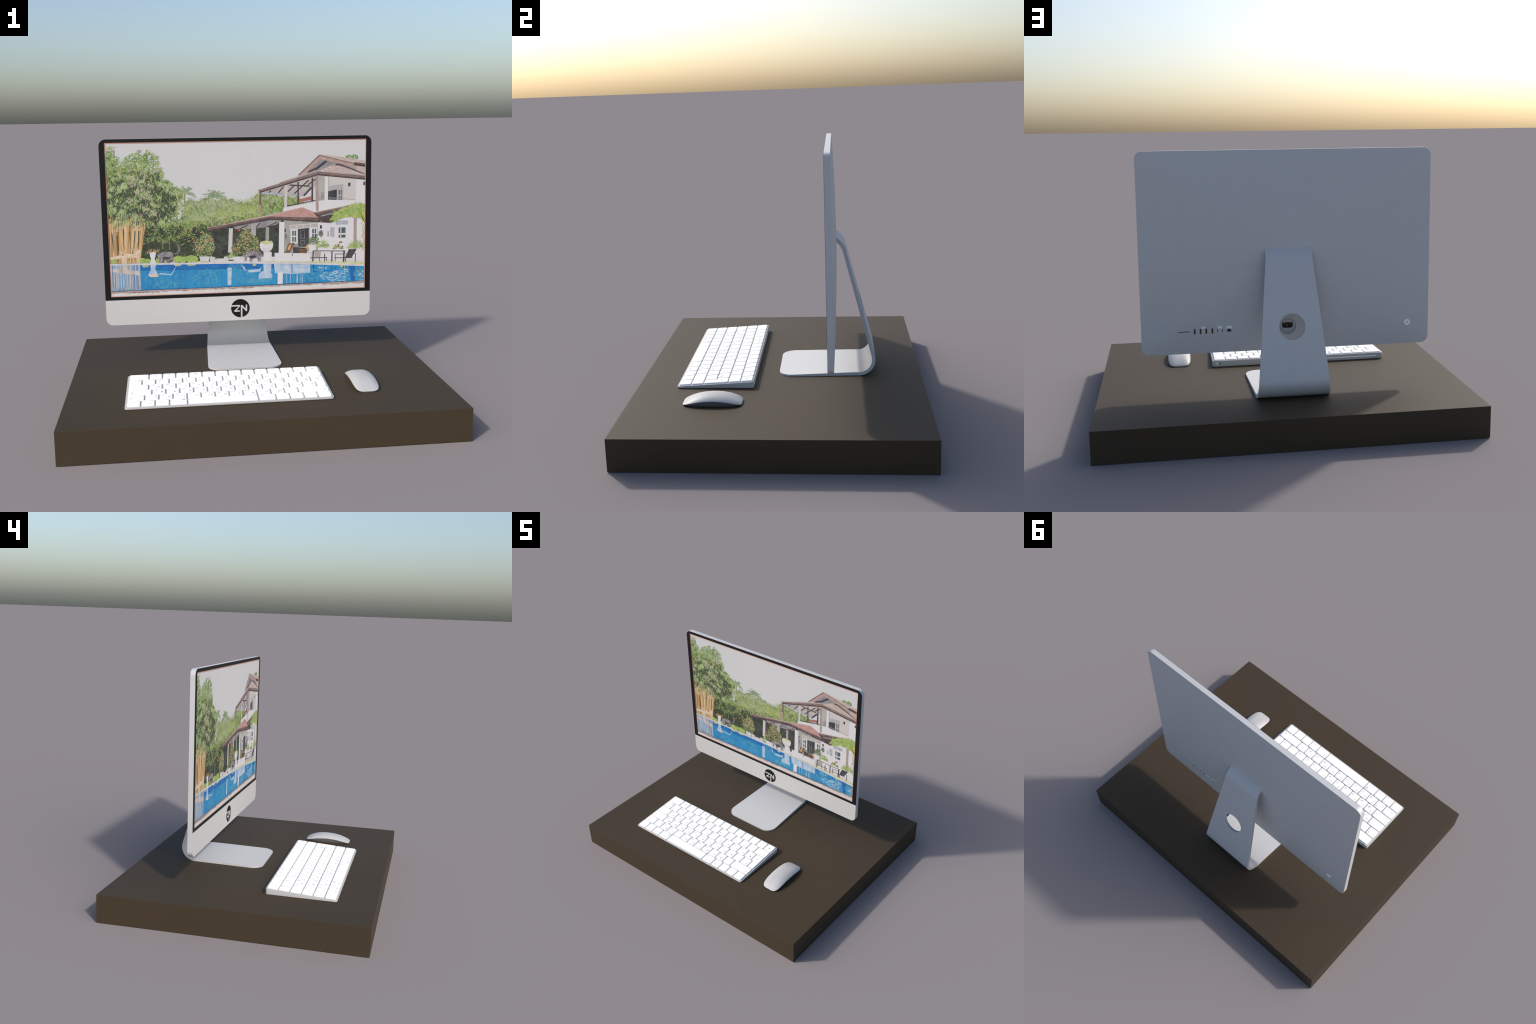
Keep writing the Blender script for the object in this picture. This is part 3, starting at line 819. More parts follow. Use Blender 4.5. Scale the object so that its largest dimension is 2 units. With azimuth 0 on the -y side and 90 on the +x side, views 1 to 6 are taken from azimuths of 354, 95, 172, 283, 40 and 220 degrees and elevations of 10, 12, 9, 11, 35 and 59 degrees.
L.area([(137.9, 48.9), (147.5, 47.9), (146, 44.9), (137, 45.8)], 3, 0.00026)
for x, z in ((125.3, 46.6), (126.2, 46.3), (139.6, 45.9)):
    L.blob(x, z, 0.28, 0.25, 6, 0.0003, n=8)
L.done()

L = Layer("picture_columns", "white", "wall", "wall_grey", "mauve", "wall_shade")
L.stroke([(79.5, 43.2), (78.6, 27)], 2.6, 1)
L.stroke([(94.4, 45.4), (94.2, 34)], 3.2, 4, 0.00003)
L.stroke([(103.7, 43.3), (103.3, 32)], 2.2, 2, 0.00003)
L.stroke([(113.3, 46.4), (112.7, 25)], 3.5, 0, 0.00006)
L.stroke([(162.8, 48), (162.7, 26.2)], 2.1, 3, 0.00003)
L.done()

L = Layer("picture_terrace", "paving", "white", "stone", "grass", "charcoal", "leaf_mid")
L.area([(64, 21.0), (69.9, 23.4), (74.5, 23.3), (74.6, 24.5), (87, 24.2), (100, 23.6), (112, 23.2), (112, 18), (64, 20.4)], 2)
L.area([(100, 20.8), (133, 19.6), (169.6, 17.6), (169.6, 16.0), (100, 19.8)], 3, 0.00003)
L.area([(132, 21), (169.6, 19.4), (169.6, 17.6), (132, 19.4)], 0, 0.00004)
L.area([(108.2, 25.9), (132.3, 24.6), (132.2, 17.6), (108.1, 19.0)], 1, 0.00006)
L.stroke([(120.1, 25.2), (120.0, 23.4)], 0.5, 4, 0.0001)
L.stroke([(120.0, 23.4), (119.9, 18.3)], 0.2, 2, 0.0001)
L.area([(100.9, 27), (106.3, 26.6), (106.2, 19.4), (100.6, 19.6)], 1, 0.00012)
L.area([(106.3, 26.4), (108.3, 25.8), (108.2, 23.4), (106.3, 23.6)], 4, 0.0001)
L.done()
L = Layer("picture_bowl_planter", "white", "stone", "grass", "rust_leaf")
L.area([(98.2 + 9.2 * i / 20, 31.7 - 5.3 * math.sqrt(max(0, 1 - (i / 10 - 1) ** 2)) ** 1.0) for i in range(21)] + [(107.0, 33.2), (102.9, 34.0), (98.8, 33.2)], 0)
L.area([(99.6 + 6.4 * i / 20, 29.6 - 3.2 * math.sqrt(max(0, 1 - (i / 10 - 1) ** 2))) for i in range(21)], 1, 0.00004)
L.area([(98.6, 32.6), (102.9, 31.6), (107.2, 32.4), (106.5, 33.6), (102.9, 34.4), (99.2, 33.7)], 2, 0.00006)
for x, z in scatter(rectangle(99, 32.4, 106.8, 34), 24):
    L.leaf(x, z, rng.uniform(0, 3), 0.9, 0.35, rng.choice((2, 3)), 0.0002)
L.done()

SHRUBS = ([(89.5, 44.2), (92.7, 39), (97.3, 37), (98.1, 27.6), (92, 25.6), (80.4, 25.0), (79.6, 30.1), (84.7, 36.5), (86.7, 41.1)],
          [(63.4, 41.5), (67.4, 36.1), (69.2, 30.4), (65.8, 25.4), (56.6, 25.4), (54.4, 30), (58.3, 37.3)])
for shrub in SHRUBS:
    L = Layer("picture_shrub", "leaf_dark", "leaf_mid", "haze_leaf", "rust_leaf", "leaf_light", "interior")
    L.area(rough_edge(shrub, 1.0, 0.6), 0)
    cx = sum(p[0] for p in shrub) / len(shrub)
    for x, z in scatter(shrub, 330):
        t = (z - 25) / 18
        k = rng.choice((1, 2, 3, 4, 2, 3)) if rng.random() < 0.3 + t else rng.choice((0, 1, 5, 3, 0))
        L.leaf(x, z, rng.uniform(0, TAU), rng.uniform(0.8, 1.8), rng.uniform(0.4, 0.7), k)
    L.done()
L = Layer("picture_plant_pot", "white", "stone", "leaf_light", "leaf_mid", "charcoal")
L.area([(58.2, 25.2), (65.3, 24.9), (64.3, 21.6), (59, 21.8)], 1)
L.area([(65.6, 25), (69, 24.2), (68, 22), (65, 22)], 1, 0.00002)
for i in range(26):
    a = math.radians(rng.uniform(25, 155))
    L.leaf(79 + rng.uniform(-0.6, 0.6), 23.2, a, rng.uniform(2.2, 5), 0.7, rng.choice((2, 3, 2)), 0.0003)
L.blob(79, 21.9, 2.0, 0.4, 4, 0.00004)
L.done()
elephant([(86.8, 23.3), (88.3, 25.1), (89.2, 27.2), (92, 27.7), (96.2, 27.3), (99, 26.6), (100.4, 24.7), (100.2, 23.3), (99.5, 24.3), (99, 20.4), (97.1, 20.3),
          (96.6, 22.5), (93.8, 22.6), (92.9, 20.6), (91.5, 20.5), (91.7, 23.6), (90.1, 24.1), (89.4, 21.1), (88.2, 21.1), (88.5, 23.7)])
L = Layer("picture_elephant_tusk", "white")
L.stroke([(89.9, 25.1), (88.6, 24.2)], 0.4)
L.stroke([(87.6, 24.8), (86.6, 23.4), (86.9, 22)], 0.5)
L.done()

# terrace furniture and potted plants on the right
L = Layer("picture_furniture", "teak", "brown_dark", "charcoal", "wall_shade", "stalk", "interior")
L.area([(117.4, 31.7), (121.8, 32.4), (121.6, 31.4), (119.6, 28.5), (118.3, 25.8), (114.5, 25.6), (116, 27.4)], 0)
L.area([(118.0, 31.0), (119.6, 31.0), (118.2, 27.4), (116.8, 27.4)], 4, 0.00004)
L.area([(129.9, 30.8), (133.4, 31.0), (132.5, 28.4), (129.2, 28)], 4, 0.00003)
L.area([(121.2, 29.2), (130, 28.4), (130.1, 25.1), (120.7, 25.4)], 5, 0.00002)
L.area([(125, 28), (130, 27.8), (130.1, 25.1), (124.5, 25.3)], 0, 0.00005)
for a, b in (((120.8, 29), (121.2, 25.2)), ((124.2, 28), (124.2, 25.2)), ((120.6, 29.2), (125, 28.8))):
    L.stroke([a, b], 0.5, 1, 0.00006)
L.done()
L = Layer("picture_potted_plants", "leaf_light", "leaf_dark", "leaf_yellow", "rust_leaf", "white", "leaf_mid")
L.area([(131, 30.5), (136.5, 30.5), (136, 26), (131.5, 26)], 4, 0.0)
L.blob(144.3, 26.6, 4.0, 1.8, 4, 0.00002)
L.blob(152.4, 26.4, 2.2, 1.2, 4, 0.00002)
for cx, cz, r, inks, n in ((134.6, 32.4, 4.0, (1, 1, 5), 60), (140.4, 28.6, 5.4, (0, 2, 5, 0), 120), (151.2, 27.6, 3.0, (3, 2, 1), 50), (163, 27.6, 6.4, (2, 0, 5, 2), 150), (138.5, 36, 2.2, (1, 1), 10)):
    for i in range(n):
        a = math.radians(rng.uniform(-5, 185))
        d = rng.uniform(0, 0.75) * r
        L.leaf(cx + math.cos(a) * d, cz + math.sin(a) * d * 0.8, a + rng.uniform(-0.6, 0.6), rng.uniform(1.2, 2.6), 0.5, rng.choice(inks), 0.0004)
L.done()
L = Layer("picture_loungers", "brown_dark", "charcoal", "wall_shade", "stalk")
L.area([(135.0, 25.8), (139.5, 25.6), (139.0, 21.8), (135, 21.8)], 2)
L.area([(158.6, 26.8), (163.9, 26.6), (160.2, 20.8), (155.9, 21)], 1, 0.00003)
for a, b, w in (((134.0, 26.4), (156.2, 25.6), 0.5), ((134.3, 26.4), (133.9, 19.2), 0.8), ((142.0, 24.3), (142, 18.9), 0.6), ((147.0, 25.6), (146.9, 18.7), 0.8), ((155.3, 25.6), (154.9, 18.2), 1.1),
                ((149.2, 23.8), (149.2, 18.8), 0.4), ((132.3, 21.7), (143.8, 21.6), 0.5), ((148.6, 21.2), (161.0, 20.9), 0.5), ((149.2, 23.8), (155, 23.6), 0.4), ((163.1, 23.6), (162.9, 18), 0.5),
                ((156.4, 21), (156.4, 18.2), 0.5), ((156.2, 23.8), (163.2, 23.6), 0.4), ((138.6, 21.5), (138.6, 19.2), 0.4), ((143.4, 21.5), (143.3, 19.2), 0.4)):
    L.stroke([a, b], w, 0, 0.00006 + rng.random() * 0.0001)
L.done()
L = Layer("picture_palm_frond", "leaf_yellow", "lime", "leaf_light", "leaf_mid")
FROND = [(145.6, 46.4), (147.2, 50), (152.1, 54), (159.9, 55.6), (164.2, 57.4), (169.5, 57.2), (169.5, 44.6), (166.4, 47.2), (159.9, 48.4), (153.4, 48), (150.6, 45.6)]
L.area(rough_edge(FROND, 0.8, 0.5), 0)
for i in range(330):
    t = rng.random()
    x, z = 148.5 + 21 * t, 49.0 + 6 * math.sin(min(1, t * 1.25) * math.pi / 2) - 1.5 * max(0, t - 0.75)
    up = rng.random() < 0.45
    a = math.radians(rng.uniform(95, 165) if up else rng.uniform(215, 290))
    L.leaf(x + rng.uniform(-1, 1), z + rng.uniform(-2.5, 1.5), a, rng.uniform(1.8, 3.8), 0.5, rng.choice((0, 1, 1, 2, 3)), 0.0004)
for i in range(26):
    L.leaf(168.6 + rng.uniform(-0.8, 0.6), 46 - i * 0.75, math.radians(rng.uniform(240, 300)), 2.4, 0.5, rng.choice((0, 2)), 0.0004)
L.done()

# ------- pool
WATER = [(0.3, 21.6), (85, 20.2), (125.4, 18.2), (169.5, 15.2), (169.5, 4.6), (125.3, 4.4), (84.8, 4.0), (0.3, 3.8)]
L = Layer("picture_water", "water", "water_deep", "water_line", "water_teal", "water_pale", "water_tan", "haze_leaf", "water_light")
L.area(WATER, 0)
L.area([(19.6, 21.4), (85, 20.2), (108, 19), (108, 15.8), (85, 16.3), (19.6, 17.4)], 1, 0.00004)
L.stroke([(19.6, 17.4), (85, 16.3), (108, 15.6)], 0.35, 2, 0.00006)
for cx, cz, rx, rz, n in ((62, 10, 8, 6, 190), (38, 7, 10, 3, 90), (88, 10, 8, 5.5, 180), (82, 17, 5, 3, 60), (136, 9, 6, 4.5, 110), (165, 9, 3.5, 5, 60), (96, 6.5, 6, 2, 60), (122, 9, 8, 4, 60), (28, 10, 6, 4, 40)):  # teal flecks drawn for the broken reflections on the water
    for i in range(n):
        a, d = rng.uniform(0, TAU), math.sqrt(rng.random())
        x, z = cx + rx * d * math.cos(a), cz + rz * d * math.sin(a)
        if 4.4 < z < 19:
            L.leaf(x, z, math.radians(rng.uniform(60, 120)), rng.uniform(0.7, 2.0), rng.uniform(0.3, 0.9), 3, 0.0003)
for i in range(420):
    x, z = rng.uniform(20, 130), rng.uniform(4.6, 15.6)
    L.leaf(x, z, math.radians(rng.uniform(75, 105)), rng.uniform(0.8, 2.6), rng.uniform(0.15, 0.4), rng.choice((7, 3, 1, 0, 7)), 0.0003)
for x, w in ((71, 0.3), (58, 0.25), (36, 0.3), (47, 0.25)):
    L.stroke([(x, 16), (x, 4.6)], w, 3, 0.0003)
L.done()
L = Layer("picture_reflections", "water_tan", "water_pale", "haze_leaf", "white", "water_deep", "water_teal", "fawn", "stone", "leaf_mid", "charcoal", "reflection_wash", "water_light")
L.area([(0.4, 21.4), (19.6, 21.2), (19.8, 4.2), (0.4, 4.1)], 10)
for i in range(46):
    x = 0.6 + 19 * (i + rng.uniform(-0.5, 0.5)) / 46
    L.stroke([(max(0.5, x), 21.2), (max(0.5, x + rng.uniform(-0.3, 0.3)), rng.uniform(4.2, 6.5))], rng.uniform(0.15, 0.4), rng.choice((0, 0, 4, 1, 6, 11)), 0.00003 + 0.0002 * rng.random())
L.area([(0.4, 19), (8, 18.4), (8, 20.8), (11, 20.8), (11.4, 17.5), (18.4, 17), (19.6, 13.6), (16, 14.6), (10.4, 15.2), (0.4, 17)], 0, 0.00022)
L.area([(26.0, 20.9), (30.0, 20.8), (29.3, 18), (31.2, 13.2), (24.6, 13.8), (26.6, 18)], 1, 0.00024)
L.area([(24.4, 14), (32.0, 14), (30.4, 12.3), (26, 12.6)], 6, 0.00027)
for cx, rx in ((23, 2.6), (44, 3.0), (53, 4.0)):
    L.area([(cx - rx, 21), (cx + rx, 20.8), (cx + rx * 0.6, 19.3), (cx - rx * 0.5, 19.0)], 2, 0.00022)
L.area([(32, 20.8), (41, 20.6), (40.5, 15.5), (38, 16.2), (34, 16.2), (32.4, 17)], 4, 0.00022)
L.stroke([(32, 14.6), (39.6, 13.6), (40.8, 15.4), (42.4, 18.2)], 0.9, 1, 0.00026, 0.4)
L.area([(76.6, 17), (79.6, 17), (79.0, 5.2), (76.6, 5.2)], 1, 0.00024)
L.blob(101.9, 10.2, 4.7, 3.9, 1, 0.00026)
L.area([(97.6, 9), (106.2, 9), (105, 7.2), (101.9, 6.3), (98.8, 7.2)], 5, 0.0003)
L.area([(100.6, 19.0), (106.0, 18.6), (105.9, 12.8), (100.8, 12.8)], 1, 0.00028)
L.area([(107.6, 18.4), (132.2, 17.2), (132.2, 11.6), (120, 11.2), (108.4, 12.2)], 1, 0.00026)
L.stroke([(119.8, 17.6), (119.8, 12)], 0.5, 4, 0.0003)
L.area([(110.2, 12.4), (113.8, 12.4), (113.4, 4.6), (110.0, 4.6)], 3, 0.00029)
L.area([(85.8, 18.8), (88, 17), (89, 14.6), (87.6, 15)], 1, 0.00026)
L.area([(90, 14.8), (98, 15.4), (99.4, 16.6), (98.5, 13.6), (91, 13.2)], 1, 0.00026)
L.area([(91, 19.4), (98.6, 19.2), (98.4, 16.4), (91.4, 16.6)], 4, 0.00023)
L.blob(94.6, 18.3, 1.4, 0.8, 2, 0.00027, n=10)
for cx, cz, rx, rz in ((148, 9, 9, 3.4), (154, 12, 5, 2), (152, 6, 7, 1.2), (167, 9, 1.8, 4.4), (140, 14.4, 3, 2)):
    for i in range(int(rx * rz * 5)):
        a, d = rng.uniform(0, TAU), math.sqrt(rng.random())
        L.leaf(cx + rx * d * math.cos(a) - 1, min(15, max(4.6, cz + rz * d * math.sin(a))), math.radians(rng.uniform(-12, 12)), rng.uniform(1.2, 3.2), rng.uniform(0.4, 0.9), rng.choice((1, 1, 11, 11, 5)), 0.0004)
L.area([(158, 15.4), (163.2, 15), (162.8, 5.2), (160.4, 5.2)], 4, 0.0003)
for x in (134.4, 142, 147, 149.4, 155, 156.4):
    L.stroke([(x, 17), (x, 12.4 + rng.random() * 2)], 0.7, rng.choice((4, 9, 4)), 0.00031)
L.stroke([(134, 12.4), (155, 13)], 0.5, 4, 0.00032)
L.area(rectangle(151.8, 8.4, 154.4, 9.4), 4, 0.00031)
L.area([(152, 16.6), (158, 16.2), (156, 14.2), (153, 14.6)], 2, 0.00028)
for i in range(40):
    L.leaf(rng.uniform(157, 168), rng.uniform(7, 14), math.radians(rng.uniform(70, 110)), 1.6, 0.6, rng.choice((2, 5, 8, 5)), 0.0004)
for i in range(12):
    x = 115 + rng.uniform(0, 14)
    L.stroke([(x, 11), (x, 5)], 0.35, rng.choice((5, 1)), 0.00027 + rng.random() * 0.00005)
L.done()
L = Layer("picture_pool_edge", "stone", "grass", "white")
L.area([(0.3, 22.1), (85.1, 20.7), (125.4, 19.0), (169.5, 16.3), (169.5, 14.8), (125.4, 17.7), (85, 19.5), (0.3, 21.1)], 0)
L.area([(100, 20.4), (133, 19.2), (133, 18.8), (100, 20.0)], 1, 0.00004)
L.area([(133, 19.2), (169.5, 17.6), (169.5, 16.2), (133, 18.4)], 1, 0.00004)
L.done()
L = Layer("picture_paving", "paving", "ledge", "water_line", "brown")
L.stroke([(0.3, 3.9), (84.8, 4.1), (125.3, 4.6), (169.5, 4.8)], 0.5, 2)
L.area([(0.3, 3.7), (84.8, 3.9), (125.3, 4.3), (169.5, 4.7), (169.5, 2), (0.3, 1)], 1, 0.00003)
top = [(x, 2.3 + 1.0 * x / PW + rng.uniform(-0.45, 0.35) + (0.5 if 110 < x < 165 and rng.random() < 0.4 else 0)) for x in [0.3 + i * 1.9 for i in range(90)] if x < 169.5]
L.area([(0.3, 0.3), (169.5, 0.3)] + top[::-1], 0, 0.00006)
for i in range(16):
    L.leaf(10 + rng.uniform(0, 22), 2.4, math.radians(rng.uniform(-10, 10)), 2.4, 0.4, 3, 0.0001)
L.done()

L = Layer("picture_border", "orange", "signal")
w = 0.34
L.stroke([(0.3, 0.3), (0.3, 99.7)], w)
L.stroke([(PW - 0.3, 0.3), (PW - 0.3, 99.7)], w, 0, 0.00002)
L.stroke([(0.3, 0.3), (PW - 0.3, 0.3)], w, 0, 0.00004)
L.stroke([(0.3, 99.7), (PW - 0.3, 99.7)], w, 0, 0.00006)
L.blob((-0.0314 - PX0) / PU, (0.9302 - PZ0) / PU, 0.62, 0.62, 1, 0.0001)
L.done()

# ------------------------------------------------------------------ keyboard
KX0, KX1, KY0, KY1 = -0.6900, 0.3605, -0.5620, -0.1380
ZF, ZB = 0.1808, 0.2068
SLOPE = math.atan((ZB - ZF) / (KY1 - KY0))
keyboard = top_empty("keyboard", ((KX0 + KX1) / 2, (KY0 + KY1) / 2, SLAB_TOP),
                     "slim white wireless keyboard with two-script key legends", "keyboard")
body = rounded_polygon(rectangle(KX0, KY0, KX1, KY1), 0.014, 8)
def on_slope(y):
    return ZF + (y - KY0) * math.tan(SLOPE)
v, nb = [], len(body)
for ring, dz, flat in ((inset(body, 0.003), 0, True), (body, 0.003, True), (body, -0.002, False), (inset(body, 0.0007), -0.0006, False), (inset(body, 0.002), 0, False)):
    v += [(x, y, SLAB_TOP + 0.0005 + dz if flat else on_slope(y) + dz) for x, y in ring]
f = [[r * nb + i, r * nb + (i + 1) % nb, (r + 1) * nb + (i + 1) % nb, (r + 1) * nb + i] for r in range(4) for i in range(nb)]
f += [list(range(nb))[::-1], [4 * nb + i for i in range(nb)]]
tray = new_object("keyboard_body", v, f, M["tray"], keyboard, smooth=35)
fix_normals(tray.data)
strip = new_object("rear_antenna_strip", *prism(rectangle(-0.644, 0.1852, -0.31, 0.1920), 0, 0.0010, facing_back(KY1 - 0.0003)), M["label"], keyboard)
fix_normals(strip.data)
switch = new_object("power_switch", *prism(port_rect(0.3250, 0.1893, 0.032, 0.0085, 0.004), 0, 0.0008, facing_back(KY1 - 0.0003)), M["alu"], keyboard)
lamp = new_object("switch_mark", *prism(port_rect(0.3172, 0.1893, 0.0145, 0.0068, 0.003), 0, 0.0008, facing_back(KY1 + 0.0003)), M["green"], keyboard)
knob = new_object("switch_knob", *prism(port_rect(0.3332, 0.1893, 0.0130, 0.0068, 0.003), 0, 0.0022, facing_back(KY1 + 0.0003)), M["label"], keyboard)
for o in (switch, lamp, knob):
    fix_normals(o.data)

UNIT = (KX1 - KX0 - 0.0160) / 14.5
AX0 = KX0 + 0.0080
ROW0 = 0.0075                     # first row's offset from the front edge, measured up the slope
SLANT = (KY1 - KY0) / math.cos(SLOPE)
ROW = (SLANT - ROW0 - 0.0060) / 6
GAPX, GAPY, KEY_H = 0.0086, 0.0076, 0.0066

rows = [  # front row first: (width in units, legends)
    [(1, [("fn", "bl", "s")]), (1, [("^", "tr", "s"), ("control", "b", "s")]), (1, [("~", "tr", "s"), ("option", "b", "s")]), (1.25, [("⌘", "tr", "m"), ("command", "b", "s")]), (5, []),
     (1.25, [("⌘", "tl", "m"), ("command", "b", "s")]), (1, [("~", "tl", "s"), ("option", "b", "s")]), (1, [("◂", "c", "m")]), (1, [("▴", "ct", "m"), ("▾", "cb", "m")]), (1, [("▸", "c", "m")])],
    [(1.25, [("⇧", "bl", "l")]), (1, [("~", "tl", "m"), ("`", "bl", "m"), ("[", "tr", "m"), ("]", "br", "m")])] +
    [(1, [(a, "tl", "l"), (b, "br", "l")]) for a, b in zip("ZXCVBNM", "ЯЧСМИТЬ")] +
    [(1, [("<", "tl", "m"), (",", "bl", "m"), ("Б", "br", "l")]), (1, [(">", "tl", "m"), (".", "bl", "m"), ("Ю", "br", "l")]), (1, [("?", "tl", "m"), ("/", "bl", "m"), (",", "tr", "m")]), (2.25, [("⇧", "br", "l")])],
    [(1.75, [("•", "tl", "s"), ("⇪", "bl", "l")])] + [(1, [(a, "tl", "l"), (b, "br", "l")]) for a, b in zip("ASDFGHJKL", "ФЫВАПРОЛД")] +
    [(1, [(":", "tl", "m"), (";", "bl", "m"), ("Ж", "br", "l")]), (1, [("\"", "tl", "m"), ("'", "bl", "m"), ("Э", "br", "l")]), (1, [("|", "tl", "m"), ("\\", "bl", "m"), ("Ё", "br", "l")])],
    [(1.5, [("→|", "bl", "m")])] + [(1, [(a, "tl", "l"), (b, "br", "l")]) for a, b in zip("QWERTYUIOP", "ЙЦУКЕНГШЩЗ")] +
    [(1, [("{", "tl", "m"), ("[", "bl", "m"), ("Х", "br", "l")]), (1, [("}", "tl", "m"), ("]", "bl", "m"), ("Ъ", "br", "l")])],
    [(1, [(">", "tl", "m"), ("<", "bl", "m"), ("§", "tr", "m"), ("±", "br", "m")])] +
    [(1, [(a, "tl", "m"), (b, "bl", "l"), (c, "br", "m")]) for a, b, c in zip("!@#$%^&*()", "1234567890", [" ", "\"", "№", "%", ":", ",", ".", ";", " ", " "])] +
    [(1, [("_", "tl", "m"), ("-", "bl", "m")]), (1, [("+", "tl", "m"), ("=", "bl", "m")]), (1.5, [("«x", "br", "m")])],
    [(1.5, [("esc", "bl", "s")])] + [(1, [(a, "ct", "m"), ("F%d" % (i + 1), "cb", "s")]) for i, a in enumerate(["☼", "☀", "□□", "▦", "·.·", "···", "«", "▸", "»", "◂", "◂)", "◂))"])] + [(1, [("▲", "c", "m")])],
]

mesh_cache = {}
def key_mesh(tag, poly):
    if tag not in mesh_cache:
        v, f = prism(poly, -0.0025, KEY_H - 0.0025, lambda a, b, h: (a, b, h), 0.0011, 2)
        me = bpy.data.meshes.new("key")
        me.from_pydata(v, [], f)
        me.materials.append(M["key"])
        fix_normals(me)
        smooth_by_angle(me, 40)
        mesh_cache[tag] = me
    return mesh_cache[tag]

# legends: every distinct glyph string becomes one flat mesh
SIZES = {"s": 0.0135, "m": 0.0175, "l": 0.0230}
texts = sorted({(t, s) for r in rows for _, legs in r for t, _, s in legs if t.strip()} | {("↵", "l")})
temp = {}
for t, s in texts:
    cu = bpy.data.curves.new("legend", "FONT")
    cu.body, cu.size, cu.resolution_u = t, SIZES[s], 2
    cu.fill_mode = "FRONT"
    ob = bpy.data.objects.new("legend", cu)
    COLL.objects.link(ob)
    temp[(t, s)] = ob
bpy.context.view_layer.update()
deps = bpy.context.evaluated_depsgraph_get()
glyphs = {}
for k, ob in temp.items():
    me = bpy.data.meshes.new_from_object(ob.evaluated_get(deps))
    vs = [w.co.copy() for w in me.vertices]
    fs = [list(p.vertices) for p in me.polygons]
    if vs:
        x0, x1 = min(w.x for w in vs), max(w.x for w in vs)
        y0, y1 = min(w.y for w in vs), max(w.y for w in vs)
        glyphs[k] = ([(w.x - x0, w.y - y0) for w in vs], fs, x1 - x0, y1 - y0)
    bpy.data.meshes.remove(me)
for k, ob in temp.items():
    cu = ob.data
    bpy.data.objects.remove(ob, do_unlink=True)
    bpy.data.curves.remove(cu)

legend_cache = {}
def legend_mesh(w, d, legs):
    key = (round(w, 4), tuple(legs))
    if key in legend_cache:
        return legend_cache[key]
    v, f = [], []
    for t, pos, s in legs:
        if (t, s) not in glyphs:
            continue
        gv, gf, gw, gh = glyphs[(t, s)]
        mx, my = 0.0095, 0.0090
        x = {"l": -w / 2 + mx, "r": w / 2 - mx - gw}.get(pos[-1], -gw / 2)
        if pos in ("c", "b", "ct", "cb"):
            x = -gw / 2
        y = {"t": d / 2 - my - gh, "b": -d / 2 + my}.get(pos[0], -gh / 2)
        if pos == "ct":
            y = 0.004
        if pos == "cb":
            y = -0.006 - gh
        o = len(v)
        v += [(x + a, y + b, KEY_H - 0.0025 + 0.0003) for a, b in gv]
        f += [[i + o for i in q] for q in gf]
    me = None
    if v:
        me = bpy.data.meshes.new("key_legend")
        me.from_pydata(v, [], f)
        me.materials.append(M["legend"])
        me.update()
    legend_cache[key] = me
    return me

def put_key(me, x, s, legs, w, d, rx=0.0, ry=0.0):
    """x: centre across, s: centre measured up the slope from the front edge"""
    ob = bpy.data.objects.new("key", me)
    COLL.objects.link(ob)
    hang(ob, keyboard)
    n = Vector((0, -math.sin(SLOPE), math.cos(SLOPE)))
    p = Vector((x, KY0 + s * math.cos(SLOPE), ZF + s * math.sin(SLOPE))) + n * 0.0025
    ob.location = p
    ob.rotation_euler = (SLOPE, 0, 0)
    lm = legend_mesh(w, d, legs)
    if lm:
        lo = bpy.data.objects.new("key_legend", lm)
        COLL.objects.link(lo)
        lo.parent = ob
        lo.location = (rx, ry, 0)

KD = ROW - GAPY
for r, row in enumerate(rows):
    x = AX0
    s = ROW0 + ROW * (r + 0.5)
    for wu, legs in row:
        w = wu * UNIT - GAPX
        me = key_mesh(wu, rounded_polygon(rectangle(-w / 2, -KD / 2, w / 2, KD / 2), 0.0062, 5))
        put_key(me, x + wu * UNIT / 2, s, legs, w, KD)
        if ("▴", "ct", "m") in legs:      # split arrow key
            seam = new_object("key_seam", [(-w / 2, -0.0005, KEY_H - 0.0021), (w / 2, -0.0005, KEY_H - 0.0021), (w / 2, 0.0005, KEY_H - 0.0021), (-w / 2, 0.0005, KEY_H - 0.0021)],
                              [[0, 1, 2, 3]], M["legend"])
            n = Vector((0, -math.sin(SLOPE), math.cos(SLOPE)))
            seam.parent = keyboard
            seam.matrix_parent_inverse = Matrix.Translation(-keyboard.location)
            seam.location = Vector((x + wu * UNIT / 2, KY0 + s * math.cos(SLOPE), ZF + s * math.sin(SLOPE))) + n * 0.0025
            seam.rotation_euler = (SLOPE, 0, 0)
        x += wu * UNIT
# tall stepped return key across the third and fourth rows
xr = AX0 + 14.5 * UNIT - GAPX / 2
w1, w0 = UNIT - GAPX, 0.75 * UNIT - GAPX
y0, y1, y2 = -ROW + GAPY / 2, GAPY / 2, ROW - GAPY / 2
ret = rounded_polygon([(-w0, y0), (0, y0), (0, y2), (-w1, y2), (-w1, y1), (-w0, y1)], [0.0062, 0.0062, 0.0062, 0.0062, 0.0062, 0.002], 5)
put_key(key_mesh("return", ret), xr, ROW0 + ROW * 3, [("↵", "c", "l")], w1, KD, -w1 / 2, ROW * 0.45)

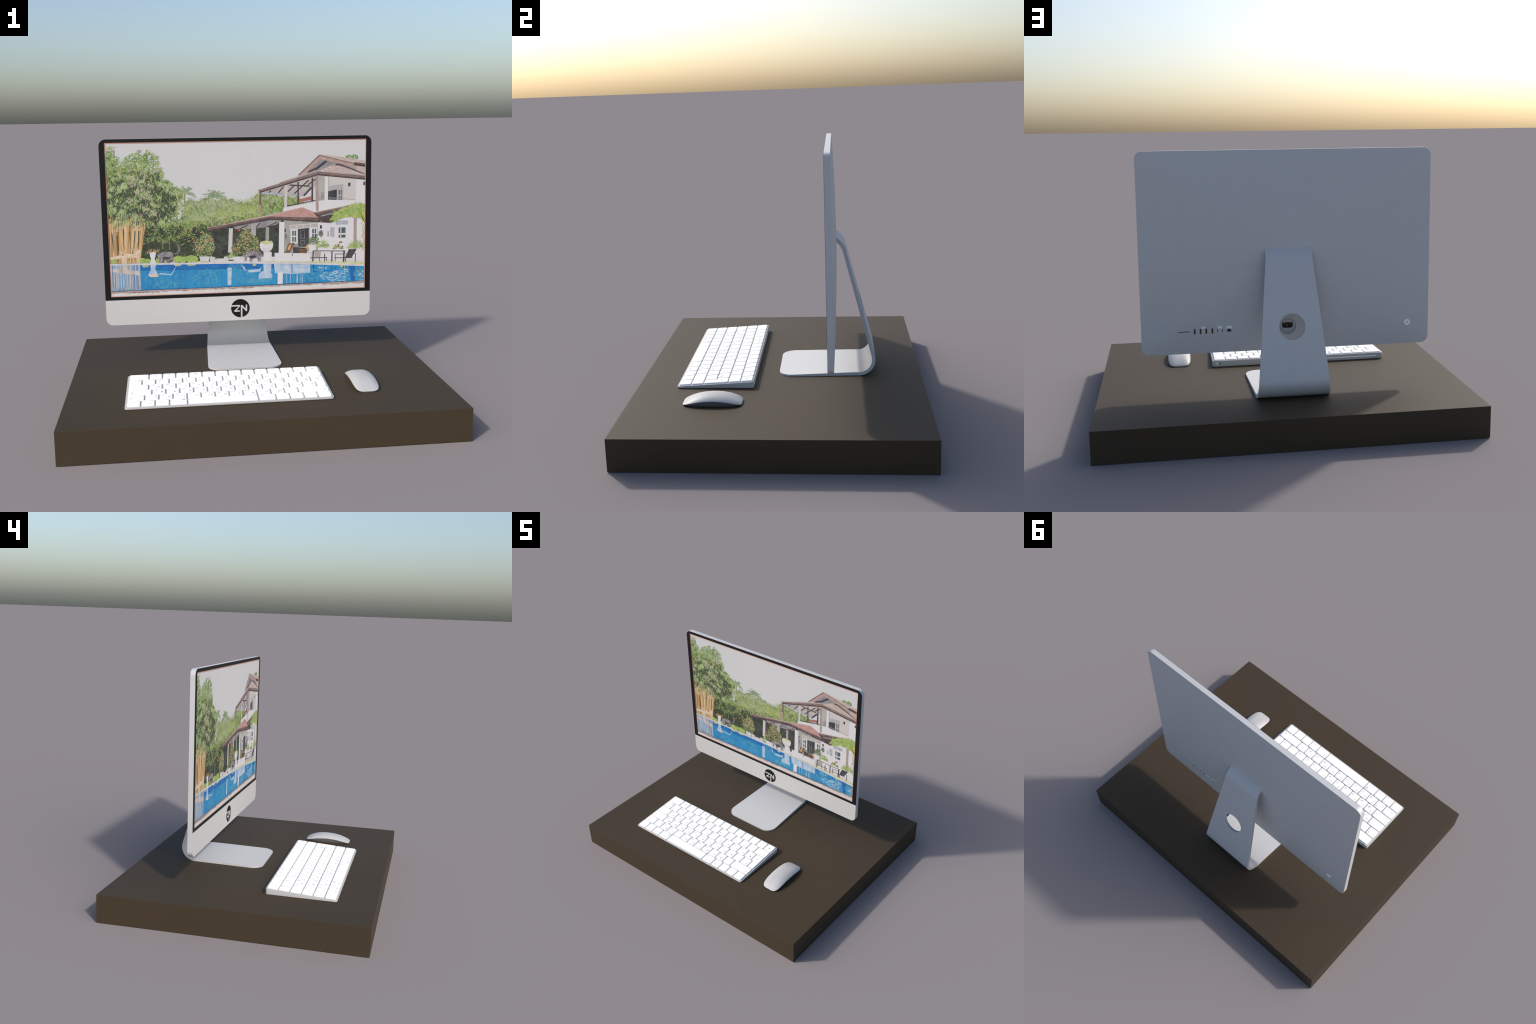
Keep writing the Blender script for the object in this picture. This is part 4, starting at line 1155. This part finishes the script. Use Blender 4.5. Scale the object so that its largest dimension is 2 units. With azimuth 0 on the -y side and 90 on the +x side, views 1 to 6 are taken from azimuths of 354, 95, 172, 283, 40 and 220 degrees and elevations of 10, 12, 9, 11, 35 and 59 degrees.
# ------------------------------------------------------------------ mouse
mouse = top_empty("computer_mouse", (0.556, -0.335, SLAB_TOP), "low arched seamless white wireless mouse", "mouse")
MCX, MCY, MW, ML = 0.556, -0.3325, 0.0675, 0.1570
def crest(s):
    return 0.2228 + 0.0045 * s - 0.0300 * s * s - 0.0095 * s ** 4
def rim(s):
    return 0.1745 + 0.0270 * (1 - s * s)
def superellipse(t, n=4.6):
    c, s = math.cos(t), math.sin(t)
    return math.copysign(abs(c) ** (2 / n), c), math.copysign(abs(s) ** (2 / n), s)
NA, NR = 96, 22
v = []
rr = [math.sin(math.pi / 2 * j / NR) for j in range(1, NR + 1)]
for r in rr:
    for i in range(NA):
        a, b = superellipse(TAU * i / NA)
        s = b * r
        lift = max(0.0, 1 - r ** 2.6) ** (0.85 - 0.45 * abs(b) ** 6)
        v.append((MCX + MW * a * r, MCY + ML * s, rim(s) + max(0.004, crest(s) - rim(s)) * lift))
v.append((MCX, MCY, crest(0)))
f = [[j * NA + i, j * NA + (i + 1) % NA, (j + 1) * NA + (i + 1) % NA, (j + 1) * NA + i] for j in range(NR - 1) for i in range(NA)]
f += [[len(v) - 1, i, (i + 1) % NA] for i in range(NA)]
lip = len(v)
for i in range(NA):
    a, b = superellipse(TAU * i / NA)
    v.append((MCX + MW * a * 0.985, MCY + ML * b * 0.992, rim(b) - 0.0012))
f += [[(NR - 1) * NA + i, (NR - 1) * NA + (i + 1) % NA, lip + (i + 1) % NA, lip + i] for i in range(NA)]
shell = new_object("mouse_shell", v, f, M["shell"], mouse, smooth=50)
fix_normals(shell.data)
v = []
for k, (sc, up) in enumerate(((0.984, 1.0), (0.91, 0.5), (0.80, 0.0))):
    for i in range(NA):
        a, b = superellipse(TAU * i / NA)
        top_z = rim(b) - 0.0008
        v.append((MCX + MW * a * sc, MCY + ML * b * (0.99 + 0.01 * (sc - 1)), SLAB_TOP + 0.0006 + (top_z - SLAB_TOP - 0.0006) * up))
f = [[k * NA + i, k * NA + (i + 1) % NA, (k + 1) * NA + (i + 1) % NA, (k + 1) * NA + i] for k in range(2) for i in range(NA)]
f.append([2 * NA + i for i in range(NA)])
base = new_object("mouse_base", v, f, M["mouse_base"], mouse, smooth=50)
fix_normals(base.data)
